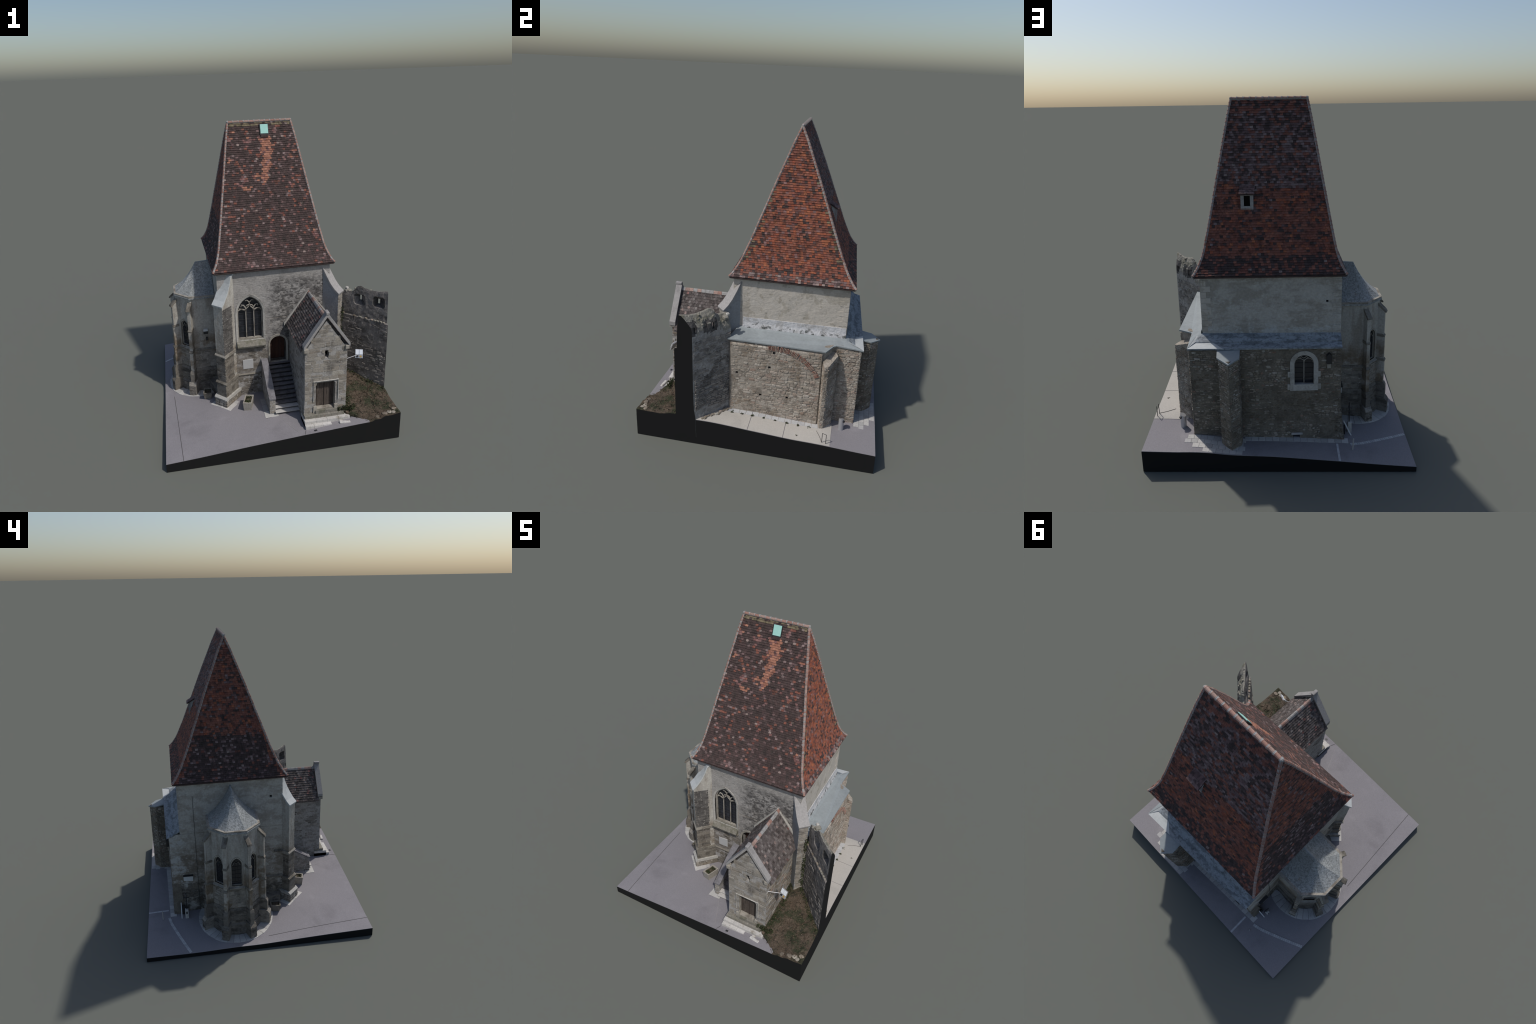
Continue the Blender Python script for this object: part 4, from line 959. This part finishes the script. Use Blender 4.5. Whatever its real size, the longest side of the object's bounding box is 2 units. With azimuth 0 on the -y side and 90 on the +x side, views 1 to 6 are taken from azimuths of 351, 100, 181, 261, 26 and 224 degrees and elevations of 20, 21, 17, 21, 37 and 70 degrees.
gable_coping('gable_coping', -.646, -.606, [(.142, .688), (.291, .907), (.443, .686)], .026, 'coping', porch)
gable_coping('wall_flashing', -.226, -.212, [(.114, .652), (.283, .880), (.458, .655)], .024, 'pale_trim', porch)
for s in (-1, 1): box('kneeler', (.290 + s * .135, -.630, .655), (.026, .034, .026), 'dressed', porch, bev=.002)
box('apex_stone', (.291, -.628, .904), (.022, .044, .018), 'coping', porch, bev=.003)
# entrance steps
for (x0, x1, yf, zt, k) in ((.137, .425, -.718, .147, 5), (.137, .44, -.693, .166, 4), (.143, .41, -.666, .186, 3), (.220, .362, -.650, .208, 2)):
    for i in range(k):
        a = x0 + (x1 - x0) * i / k + .0006; b = x0 + (x1 - x0) * (i + 1) / k - .0006
        lo_ = [(a, yf, .06), (b, yf, .06), (b, -.59, .06), (a, -.59, .06)]
        if k == 5 and i == 3: continue
        dz = R.uniform(-.001, .001)
        hexa('entrance_step', lo_, [(x, y, zt + dz) for x, y, z in lo_], 'step_pale' if k > 3 else 'sill', porch)
box('entrance_step', (.395, -.722, .15), (.07, .02, .012), 'step_pale', porch, rz=-.12, bev=.003)

# ------------------------------------------------------------------ outer stair
stair = profile_solid('stair_body', [(.0, .02), (.31, .02), (.31, .115), (.03, .325), (0, .325)], (.068, -.205), (0, -1), .172, 'iron', chapel)  # black body shows under the treads as drawn riser shadows
ns = 12
for i in range(ns):
    yf = -.520 + i * (.520 - .238) / (ns - 1); zt = .138 + i * (.342 - .138) / (ns - 1)
    lo_ = [(-.018, yf, zt - .008), (.160, yf + .004, zt - .008), (.160, -.2, zt - .008), (-.018, -.2, zt - .008)]
    hexa('stair_step', lo_, [(x, y - (.005 if y < -.21 else 0), zt + R.uniform(-.001, .001)) for x, y, z in lo_], 'step' if i > 1 else 'step_pale', stair)
par = profile_solid('stair_parapet', [(0, .02), (.285, .02), (.285, .226), (.268, .236), (.13, .318), (.03, .366), (0, .37)], (-.034, -.212), (0, -1), .040, 'wallface_light', stair, res=.013, amp=.0012)
rubble('parapet_stone', lambda u, z, d: Vector((-.054 - d, -.212 - u, z)), .285, .09, .35, 'wallstone', par, (.016, .026), (.025, .06), (-.0005, .0018), seed=80, keep=lambda u, z: z < .355 - .46 * max(0, u - .03))
rubble('parapet_stone', lambda u, z, d: Vector((-.054 + u, -.497 - d, z)), .040, .12, .222, 'ashlar', par, (.02, .03), (.02, .03), (.0, .002), seed=81)
profile_solid('parapet_coping', [(.0, .368), (.03, .366), (.13, .318), (.268, .232), (.290, .229), (.290, .238), (.27, .243), (.132, .327), (.032, .376), (0, .379)], (-.034, -.212), (0, -1), .046, 'coping_purple', par)

# ------------------------------------------------------------------ old town wall running to the south-east
NA, NBp = Vector((.555, -.195)), Vector((.7575, -.381))        # north face line
SA, SB = Vector((.520, -.248)), Vector((.7575, -.4955))        # south face line
def wtop(t):    # t from building (0) to the cut (1)
    pts = [(0, .858), (.06, .864), (.12, .862), (.2, .860), (.26, .872), (.32, .905), (.42, .918), (.5, .908), (.65, .903), (.8, .904), (.92, .914), (1, .918)]
    for (a, b), (c, d) in zip(pts[:-1], pts[1:]):
        if t <= c: return b + (d - b) * (t - a) / (c - a) + .007 * nz((t, 0, 0), 24, 2) + .004 * nz((t, 0, 0), 60, 4)
    return .915
def sect(t):
    a = NA.lerp(NBp, t); b = SA.lerp(SB, t); ax = (a - b)
    zt = wtop(t)
    # (fraction from south face, z), counter-clockwise as seen from the cut end
    prof = [(0.0, .05), (0.0, .45), (.0, .672), (.012, .69), (.15, .694), (.17, .75), (.2, .83), (.245, zt - .012), (.29, zt), (.42, zt - .004), (.62, zt - .028), (.80, zt - .055), (.94, zt - .076), (1.0, zt - .10), (1.01, .6), (1.02, .4), (1.06, .26), (1.14, .20), (1.16, .05)]
    out = []
    for i in range(len(prof)):
        (f, z), (g, y) = prof[i], prof[(i + 1) % len(prof)]
        k = max(1, round(math.hypot((g - f) * ax.length, y - z) / .018)) if i < len(prof) - 1 else 1
        for j in range(k):
            out.append((f + (g - f) * j / k, z + (y - z) * j / k))
    return [(b.x + ax.x * f, b.y + ax.y * f, z) for f, z in out], prof
def town_wall():
    nt = 24; V = []; F = []; idx = []; ref = None
    base, pr_ = sect(.5)
    m = len(base)
    for i in range(nt + 1):
        t = i / nt; P, _ = sect(t)
        # resample so every section has the same count
        P = [P[min(len(P) - 1, round(j * (len(P) - 1) / (m - 1)))] for j in range(m)]
        for p in P:
            if i < nt and p[2] > .06: p = shift(p, (.68, .73, .35), .0035, 34, 1)
            V.append((min(p[0], BX - .001) if i < nt else BX + .0006, p[1], p[2]))
    for i in range(nt):
        for j in range(m):
            k = (j + 1) % m; F.append((i * m + j, i * m + k, (i + 1) * m + k, (i + 1) * m + j))
            f0 = j / m
            z = V[i * m + j][2]; zt = wtop((i + .5) / nt)
            a = Vector(base[j][:2]); fr = (a - SA.lerp(SB, .5)).length / (NA.lerp(NBp, .5) - SA.lerp(SB, .5)).length
            idx.append(2 if (z > zt - .1 and fr > .26) else (1 if fr > .75 else 0))
    F.append(list(range(m))[::-1]); idx.append(0)
    F.append([nt * m + j for j in range(m)]); idx.append(3)
    o = obj('town_wall', V, F, ['wallface', 'wallface_light', 'walltop', 'black'], chapel, idx)
    return o
tw = town_wall()
SD = (SB - SA).normalized(); SN = Vector((SD.y, -SD.x))
if SN.y > 0: SN = -SN
# two splayed embrasures narrowing to slits
def embrasure(ts, tn, zc, zs_, w, h):
    a = SA.lerp(SB, ts); b = NA.lerp(NBp, tn); ax = (b - a)
    o_ = [(w / 2 * (abs(math.cos(g)) ** .4) * (1 if math.cos(g) > 0 else -1), zc + h / 2 * (abs(math.sin(g)) ** .5) * (1 if math.sin(g) > 0 else -1)) for g in [2 * math.pi * (k + .5) / 12 for k in range(12)]]
    s_ = [(.007 * (1 if math.cos(g) > 0 else -1), zs_ + .021 * math.sin(g)) for g in [2 * math.pi * (k + .5) / 12 for k in range(12)]]
    V = []
    for f, Q in ((-.12, o_), (.12, o_), (.80, s_), (1.3, s_)):
        V += [Vector((*(a + ax * f + SD * u), z)) for u, z in Q]
    F = [list(range(12)), list(range(36, 48))] + [(r * 12 + i, r * 12 + (i + 1) % 12, (r + 1) * 12 + (i + 1) % 12, (r + 1) * 12 + i) for r in range(3) for i in range(12)]
    bm = bmesh.new(); tt = bpy.data.meshes.new('t'); tt.from_pydata([tuple(v) for v in V], [], F); bm.from_mesh(tt); bpy.data.meshes.remove(tt)
    return from_bm('c', bm, 'wallface')
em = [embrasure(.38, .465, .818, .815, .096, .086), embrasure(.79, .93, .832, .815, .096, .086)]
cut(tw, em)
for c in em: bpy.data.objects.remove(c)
tw.data.materials.append(M['soot_block'])  # dark colour here paints the shade inside the embrasures, no soot
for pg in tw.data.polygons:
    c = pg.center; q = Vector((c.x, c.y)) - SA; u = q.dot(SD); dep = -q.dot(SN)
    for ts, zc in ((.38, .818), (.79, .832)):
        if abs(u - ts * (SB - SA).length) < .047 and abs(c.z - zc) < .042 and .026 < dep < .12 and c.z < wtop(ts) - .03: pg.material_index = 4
ln_s = (SB - SA).length
rubble('wall_stone_facing', lambda u, z, d: Vector((*(SA + SD * u + SN * d), z)), ln_s - .004, .2, .668, 'wallstone', tw, (.010, .02), (.018, .055), (-.0015, .0035), seed=90, keep=lambda u, z: fz((u, z, 0), 9, 3) > -.25)
ND = (NBp - NA).normalized(); NN = Vector((-ND.y, ND.x))
rubble('wall_stone_facing', lambda u, z, d: Vector((*(NA + ND * u + NN * (d + .002 + (.012 * (.5 - z) / .3 if z < .5 else 0))), z)), (NBp - NA).length - .012, .24, .745, 'wallstone', tw, (.010, .02), (.018, .055), (-.0015, .003), seed=91, keep=lambda u, z: fz((u, z, 0), 9, 5) > -.35)
# ledge stones and loose footing stones
for i in range(15):
    t = (i + .5) / 16
    if R.random() < .25: continue
    p = SA.lerp(SB, t) - SN * .006; a = math.atan2(SD.y, SD.x)
    box('ledge_stone', (p.x, p.y, .694 + .003 * R.random()), (.014 + .008 * R.random(), .014, .009), 'rubble_dark' if R.random() < .6 else 'walltop', tw, rz=a + R.uniform(-.1, .1), bev=.002)
for i in range(19):
    t = (i + .5) / 23; p = NA.lerp(NBp, t) + NN * R.uniform(.022, .045); a = math.atan2(ND.y, ND.x)
    box('footing_stone', (p.x, p.y, gz(p.x, p.y) + .004 * R.random()), (.014 + .008 * R.random(), .015, .016), 'rubble_dark', tw, rz=a + R.uniform(-.4, .4), bev=.003)
for i in range(14):
    t = R.uniform(.02, .9); f = R.uniform(.3, .9); p = SA.lerp(SB, t).lerp(NA.lerp(NBp, t), f); z = wtop(t) - (.0 if f < .42 else (f - .42) * .15)
    box('top_stone', (p.x, p.y, z - .006), (R.uniform(.014, .026), R.uniform(.01, .018), .012), 'walltop', tw, rz=R.uniform(0, 3), bev=.003)
p = SA.lerp(SB, .03).lerp(NA.lerp(NBp, .03), .6)
box('top_stone', (.568, -.214, .862), (.022, .022, .02), 'pale_trim', tw, rz=.7, bev=.005)
box('top_stone', (.578, -.226, .845), (.04, .03, .02), 'walltop', tw, rz=.7, bev=.005)

# ------------------------------------------------------------------ main roof
RWp, REp = Vector((-.174, .138, 1.984)), Vector((.255, .141, 1.984))
CS = {'SW': Vector((-.360, -.244, 0)), 'SE': Vector((.466, -.234, 0)), 'NE': Vector((.453, .545, 0)), 'NW': Vector((-.377, .526, 0))}
# hip line: (share of the way out in y, height, share of the way out in x)
HZ = [(0, 1.984, 0), (.105, 1.893, .091), (.202, 1.797, .178), (.303, 1.699, .262), (.40, 1.60, .35), (.497, 1.50, .441), (.595, 1.40, .53), (.691, 1.30, .621),
      (.745, 1.249, .67), (.80, 1.199, .72), (.845, 1.160, .773), (.907, 1.119, .853), (.941, 1.099, .905), (.985, 1.080, .972), (1, 1.072, 1)]
def hz(s, c=1):
    for a, b in zip(HZ[:-1], HZ[1:]):
        if s <= b[0]: return a[c] + (b[c] - a[c]) * (s - a[0]) / (b[0] - a[0])
    return HZ[-1][c]
def hip(k, s):
    a = RWp if k[1] == 'W' else REp; c = CS[k]
    return Vector((a.x + (c.x - a.x) * hz(s, 2), a.y + (c.y - a.y) * s, hz(s)))
SIDES = {'S': ('SW', 'SE'), 'E': ('SE', 'NE'), 'N': ('NE', 'NW'), 'W': ('NW', 'SW')}
# deck: closed body just under the tiles
ss = [i / 40 for i in range(41)]
V = []; F = []
order = ['SW', 'SE', 'NE', 'NW']
for s in ss:
    for k in order:
        p = hip(k, s); V.append((p.x + (.04 - p.x) * .004, p.y + (.14 - p.y) * .004, p.z - .004))
for k in order: 
    p = hip(k, 1); V.append((p.x + (.04 - p.x) * .01, p.y + (.14 - p.y) * .01, p.z - .014))
for k in order:
    p = hip(k, .85); V.append((p.x, p.y, 1.062))
n_ = len(ss) + 2
for r in range(n_ - 1):
    for i in range(4): F.append((r * 4 + i, r * 4 + (i + 1) % 4, (r + 1) * 4 + (i + 1) % 4, (r + 1) * 4 + i))
F += [(0, 1, 2, 3), tuple((n_ - 1) * 4 + i for i in range(4))]
bm = bmesh.new(); t = bpy.data.meshes.new('t'); t.from_pydata(V, [], F); bm.from_mesh(t); bpy.data.meshes.remove(t)
bmesh.ops.remove_doubles(bm, verts=bm.verts, dist=1e-6)
roof = from_bm('tiled_roof', bm, ['t_dark'], chapel)
# equal-length courses down the curve
fine = [i / 600 for i in range(601)]
def rows_for(side, step):
    a, b = SIDES[side]
    mids = [(hip(a, s) + hip(b, s)) / 2 for s in fine]; L_ = [0]
    for i in range(600): L_.append(L_[-1] + (mids[i + 1] - mids[i]).length)
    n = round(L_[-1] / step); out = []; j = 0
    for k in range(n + 1):
        t = L_[-1] * k / n
        while j < 599 and L_[j + 1] < t: j += 1
        out.append(fine[j] + (fine[j + 1] - fine[j]) * (t - L_[j]) / max(1e-9, L_[j + 1] - L_[j]))
    return out
def blob(p, cx, cz, rx, rz_): return math.exp(-((p.x - cx) / rx) ** 2 - ((p.z - cz) / rz_) ** 2)
MS = ['t_dark', 't_pink', 't_orange', 't_pale', 't_red', 't_brown', 't_purple', 't_moss']
def pick_s(p, rr, t, s):
    q = rr.random(); f = fz(p, 15, 2) * .30 + fz(p, 48, 9) * .22
    if p.z > 1.955: return 7 if q < .6 else (0 if q < .85 else 3)
    run = max(1.25 * blob(p, .072, 1.82, .044, .12), 1.15 * blob(p, .064, 1.71, .037, .085), .9 * blob(p, .045, 1.63, .032, .06), .62 * blob(p, -.07, 1.56, .07, .03), .5 * blob(p, -.02, 1.80, .05, .07), .45 * blob(p, .02, 1.59, .10, .06))
    e = .92 * min(1, max(0, (run + f * .5 - .28) / .5))
    if rr.random() < e * e * (3 - 2 * e): return 2 if q < .74 else 1
    hi = min(1, max(0, (p.z - 1.52) / .06))
    if hi * .32 + f > .42 + .18 * rr.random(): return 1 if q < .82 else 2
    if blob(p, .36, 1.25, .03, .10) + f > .85: return 2 if q < .4 else 1
    if q < .022: return 1
    if q < .036: return 3
    if q < .13: return 6
    if q < .21: return 5
    return 0
def pick_e(p, rr, t, s):
    q = rr.random(); f = fz(p, 26, 4)
    if s > .93: return 3 if q < .18 else (6 if q < .55 else (5 if q < .8 else 0))
    if s > .86 and q < .5: return 5 if q < .3 else 0
    if min(t, 1 - t) < .07 and q < .45: return 0 if q < .25 else 7
    if f > .62 and q < .65: return 0 if q < .4 else 5
    if q < .07: return 0
    if q < .27: return 5
    if q < .36: return 1
    return 4
def pick_n(p, rr, t, s):
    q = rr.random(); f = fz(p, 18, 6) * .4
    if p.z > (1.525 if p.x > .19 else 1.505) + .004 * f:
        if p.z > 1.9 and q < .35: return 5
        if f > .15 and q < .14: return 3
        return 6 if q < .55 else (5 if q < .76 else 0)
    if p.z < 1.16: return 0 if q < .62 else (5 if q < .97 else 3)
    if f > .0: return 4 if q < .48 else (5 if q < .9 else 0)
    return 0 if q < .24 else (5 if q < .80 else (4 if q < .95 else 6))
def pick_w(p, rr, t, s):
    q = rr.random(); f = fz(p, 18, 8) * .5; edge = min(t, 1 - t)
    if p.z < 1.355 + .02 * f and edge > .06:
        if f > .35: return 5 if q < .5 else 6
        return 0 if q < .72 else (6 if q < .92 else (3 if q < .94 else 5))
    if q < .15: return 0
    return 5 if q < .80 else (4 if q < .92 else 6)
PK = {'S': pick_s, 'E': pick_e, 'N': pick_n, 'W': pick_w}
for i, (sd, (a, b)) in enumerate(SIDES.items()):
    def P(s, t, a=a, b=b): return hip(a, s).lerp(hip(b, s), t)
    def nrm(s, a=a, b=b):
        u = (hip(b, max(s, .02)) - hip(a, max(s, .02))); d = (hip(a, min(1, s + .01)) + hip(b, min(1, s + .01)) - hip(a, s - .01) - hip(b, s - .01))
        n = d.cross(u).normalized(); return n if n.z > 0 else -n
    tile_field('roof_tiles', P, nrm, rows_for(sd, .0143), .0182, PK[sd], MS, roof, 100 + i, lift=.0054, jitter=.0008)
# mortar beds and half-round hip and ridge tiles
hp = {k: [hip(k, s) + Vector((0, 0, .0)) for s in fine[::12]] for k in order}
tube('mortar_bed', [hp[k] for k in order] + [[RWp, REp]], .0080, 'bedding', roof, 6)
def half_tube(length, r0, r1, n=7):
    V = []; F = []
    for x, r in ((0, r0), (length * .8, r1), (length * .8, r1 + .0012), (length, r1 + .0012)):
        for k in range(n):
            a = math.pi * (k / (n - 1)) * 1.1 - .05 * math.pi
            V.append((x, r * math.cos(a), r * math.sin(a)))
    for i in range(3):
        for k in range(n - 1): F.append((i * n + k, i * n + k + 1, (i + 1) * n + k + 1, (i + 1) * n + k))
    for i in (0, 3): F.append([i * n + k for k in range(n)])
    for i in range(3): F.append((i * n, (i + 1) * n, (i + 1) * n + n - 1, i * n + n - 1))
    bm = bmesh.new(); t = bpy.data.meshes.new('t'); t.from_pydata(V, [], F); bm.from_mesh(t); bpy.data.meshes.remove(t)
    bmesh.ops.recalc_face_normals(bm, faces=bm.faces)
    me = bpy.data.meshes.new('hip_tile'); bm.to_mesh(me); bm.free(); me.materials.append(M['hip']); return me
ht = half_tube(.0245, .0062, .0070)
def place(me, name, p, d, up, parent):
    o = bpy.data.objects.new(name, me); COL.objects.link(o); o.parent = parent
    x = d.normalized(); y = up.cross(x).normalized(); z = x.cross(y)
    o.matrix_world = Matrix(((x.x, y.x, z.x, p.x), (x.y, y.y, z.y, p.y), (x.z, y.z, z.z, p.z), (0, 0, 0, 1)))
    return o
for k in order:
    pts = [hip(k, s) for s in fine]; acc = [0]
    for i in range(600): acc.append(acc[-1] + (pts[i + 1] - pts[i]).length)
    n = int(acc[-1] / .0232); j = 0
    for q in range(n):
        t = acc[-1] * q / n
        while j < 599 and acc[j + 1] < t: j += 1
        d = pts[min(600, j + 8)] - pts[j] if j < 592 else pts[600] - pts[592]
        out = Vector((CS[k].x - .04, CS[k].y - .14, 0)).normalized()
        up = Vector((out.x, out.y, .3))
        sc = R.uniform(-.0006, .0006)
        place(ht, 'hip_tile', pts[j] + up.normalized() * (.0012 + sc), d, up, roof)
rt = half_tube(.0365, .0090, .0098); rt.name = 'ridge_tile'
for i in range(12):
    p = RWp.lerp(REp, i / 12); place(rt, 'ridge_tile', p + Vector((0, 0, .002 + R.uniform(-.0005, .0005))), REp - RWp, Vector((0, 0, 1)), roof)
    o = place(half_tube(.008, .0106, .0108), 'ridge_mortar', p + Vector((-.003, 0, .0028)), REp - RWp, Vector((0, 0, 1)), roof)
    o.data.materials[0] = M['bedding']
for p, s in ((RWp, -1), (REp, 1)):
    box('ridge_end', (p.x, p.y, p.z + .004), (.016, .016, .016), 'bedding', roof, bev=.004)
# eave boards
tube('eave_board', [[hip(a, 1) - Vector((0, 0, .006)) for a in order] + [hip('SW', 1) - Vector((0, 0, .006))]], .0035, 't_dark', roof, 4)
# green hatch near the ridge on the south slope
u = Vector((1, 0, 0)); d = (Vector((0, .101, 1.895)) - Vector((0, .125, 1.965))).normalized(); nn = u.cross(d) ; nn = nn if nn.y < 0 else -nn
mt = Matrix(((u.x, d.x, nn.x, .068), (u.y, d.y, nn.y, .109), (u.z, d.z, nn.z, 1.934), (0, 0, 0, 1)))
hatch = box('roof_hatch', None, (.060, .070, .008), 'iron', roof, mtx=mt)
box('hatch_pane', None, (.052, .062, .006), 'green_copper', hatch, mtx=mt @ Matrix.Translation((0, -.002, .004)), bev=.001)
box('hatch_apron', None, (.05, .018, .004), 't_dark', hatch, mtx=mt @ Matrix.Translation((0, .044, .002)))
# dormer on the north slope
xa, xb = .129, .197
DY = -.008
do = hexa('dormer', [(xa, .383 + DY, 1.404), (xb, .383 + DY, 1.404), (xb, .30, 1.404), (xa, .30, 1.404)], [(xa, .383 + DY, 1.494), (xb, .383 + DY, 1.494), (xb, .30, 1.535), (xa, .30, 1.535)], 'lead_white', roof)
DF = Frame((.163, .383 + DY), (-1, 0))
ring('dormer_frame', DF, [(-.035, 1.402), (.035, 1.402), (.035, 1.492), (-.035, 1.492)], [(-.017, 1.421), (.017, 1.421), (.017, 1.478), (-.017, 1.478)], -.01, .005, 'bedding', do)
slab('dormer_opening', DF, [(-.019, 1.419), (.019, 1.419), (.019, 1.48), (-.019, 1.48)], -.006, .001, 'dark', do)
sheet('dormer_roof', [[(.120, .392, 1.490), (.206, .392, 1.490), (.206, .318, 1.533), (.120, .318, 1.533)]], .007, 't_dark', do)
tile_field('dormer_tiles', lambda s, t: (.206 - .086 * t, .318 + .074 * s, 1.534 - .043 * s), lambda s: Vector((0, .48, .88)), [i / 5 for i in range(6)], .0145, lambda *a: 0, ['t_purple'], do, 140, lift=.003)

# ------------------------------------------------------------------ street furniture fixed to the site
lp = tube('lamp_arm', [[(.427, -.618, .553), (.50, -.592, .552), (.528, -.588, .556)]], .0022, 'steel', porch, 6)
a, b = Vector((.045, -.017, .001)).normalized(), Vector((-.007, -.022, -.052)).normalized(); b = (b - a * a.dot(b)).normalized(); c = a.cross(b)
mt = Matrix(((a.x, b.x, c.x, .5265), (a.y, b.y, c.y, -.587), (a.z, b.z, c.z, .560), (0, 0, 0, 1)))
lb = box('floodlight', None, (.048, .056, .008), 'steel', lp, mtx=mt)
for dx in (-.012, .012): box('floodlight_pane', None, (.021, .030, .003), 'silver', lb, mtx=mt @ Matrix.Translation((dx, -.011, -.005)))
box('floodlight_gear', None, (.014, .014, .003), 'iron', lb, mtx=mt @ Matrix.Translation((-.011, .017, -.005)))
box('floodlight_gear', None, (.012, .010, .003), 'ochre', lb, mtx=mt @ Matrix.Translation((.010, .017, -.005)))
pz = gz(-.418, .492)
cr = box('crucifix_pedestal', (-.418, .492, pz + .032), (.024, .024, .072), 'pale_slab', chapel, bev=.002)
box('pedestal_plate', (-.431, .492, pz + .046), (.003, .010, .018), 'iron', cr)
tube('crucifix', [[(-.416, .491, pz + .06), (-.414, .491, pz + .197)], [(-.414, .472, pz + .160), (-.414, .512, pz + .164)], [(-.416, .484, pz + .135), (-.416, .497, pz + .128)]], .0035, 'iron', cr, 6)
tube('leaning_board', [[(-.425, .529, gz(-.425, .529) - .002), (-.378, .529, .162)]], .0045, 'white', cr, 4)
box('dark_niche', (-.386, .515, .105), (.006, .03, .07), 'iron', cr)
tube('marker_post', [[(-.418, .661, .05), (-.421, .662, .137)]], .004, 'pale_slab', chapel, 8)
tube('handrail', [[(.735, .437, .14), (.737, .437, .222), (.741, .462, .218), (.741, .462, .135)]], .0022, 'iron', chapel, 6)
tube('cable', [[(.642, .395, gz(.642, .395) + .003), (.69, .42, gz(.69, .42) + .003), (.735, .436, gz(.73, .436) + .003)]], .0012, 'dark_joint', chapel, 5)
spot_clusters = [((.622, y, gz(.622, y) + .003), (R.uniform(.007, .014), R.uniform(.006, .014), .004), R.randint(14, 46)) for y in (-.16, -.095, -.024, .051, .125, .202, .274, .345)]
leaves('dark_spot', spot_clusters + [((.715, .279, gz(.715, .279) + .002), (.008, .01, .002), 10)], 'leaf', ground, (.003, .007), .5, 8)

# ------------------------------------------------------------------ loose things
def planter(label, corners_hi, corners_lo, zt, zb, plants, seed):
    P = [(x, y, zb) for x, y in corners_lo]; Q = [(x, y, zt) for x, y in corners_hi]
    cx = sum(p[0] for p in corners_hi) / 4; cy = sum(p[1] for p in corners_hi) / 4
    ins = lambda k, z: [(cx + (x - cx) * k, cy + (y - cy) * k, z) for x, y in corners_hi]
    V = P + Q + ins(.78, zt) + ins(.76, zt - .018); F = [(3, 2, 1, 0), (12, 13, 14, 15)]
    for r in range(3):
        for i in range(4): F.append((r * 4 + i, r * 4 + (i + 1) % 4, (r + 1) * 4 + (i + 1) % 4, (r + 1) * 4 + i))
    bm = bmesh.new(); t = bpy.data.meshes.new('t'); t.from_pydata(V, [], F); bm.from_mesh(t); bpy.data.meshes.remove(t)
    o = from_bm('stone_planter', bm, 'dressed' if plants else 'drip'); o['label'] = label; o['category'] = 'planter'
    s = hexa('planter_soil', ins(.77, zt - .017), ins(.77, zt - .008), 'soil', o)
    if plants: leaves('plant', [((cx + R.uniform(-.3, .3) * .06, cy + R.uniform(-.4, .4) * .09, zt - .003), (.014, .02, .006), 30) for _ in range(6)], 'leaf', o, (.003, .006), .7, seed)
hi1 = [(-.228, -.405), (-.165, -.420), (-.130, -.318), (-.192, -.303)]
sh = lambda pts, k: [(sum(p[0] for p in pts) / 4 + (x - sum(p[0] for p in pts) / 4) * k, sum(p[1] for p in pts) / 4 + (y - sum(p[1] for p in pts) / 4) * k) for x, y in pts]
hi1 = sh(hi1, .92); planter('rectangular pale stone trough planter with dark green plants', hi1, sh(hi1, .86), .162, gz(-.18, -.36) - .002, True, 9)
hi2 = [(-.482, -.176), (-.418, -.184), (-.412, -.108), (-.470, -.104)]
planter('grey tapered stone trough planter filled with soil', hi2, sh(hi2, .72), .122, gz(-.446, -.14) - .002, False, 10)
bz = gz(.565, .545)
bm = bmesh.new(); bmesh.ops.create_cone(bm, cap_ends=True, segments=20, radius1=.017, radius2=.017, depth=.08)
for v in bm.verts:
    v.co += Vector((.565, .545, bz + .04)); 
    if v.co.z > bz + .05: v.co.z += (v.co.x - .565) * .5
bn = from_bm('litter_bin', bm, 'steel'); bn['label'] = 'small grey cylindrical litter bin with slanted top'; bn['category'] = 'bin'
box('bin_opening', (.575, .558, bz + .07), (.016, .012, .01), 'iron', bn, rz=.7)

# keep the hierarchy at thing > part > sub-part
def chain(o):
    out = [o]
    while out[-1].parent: out.append(out[-1].parent)
    return out
for o in [o for o in bpy.data.objects if len(chain(o)) > 3]:
    o.parent = chain(o)[-2]
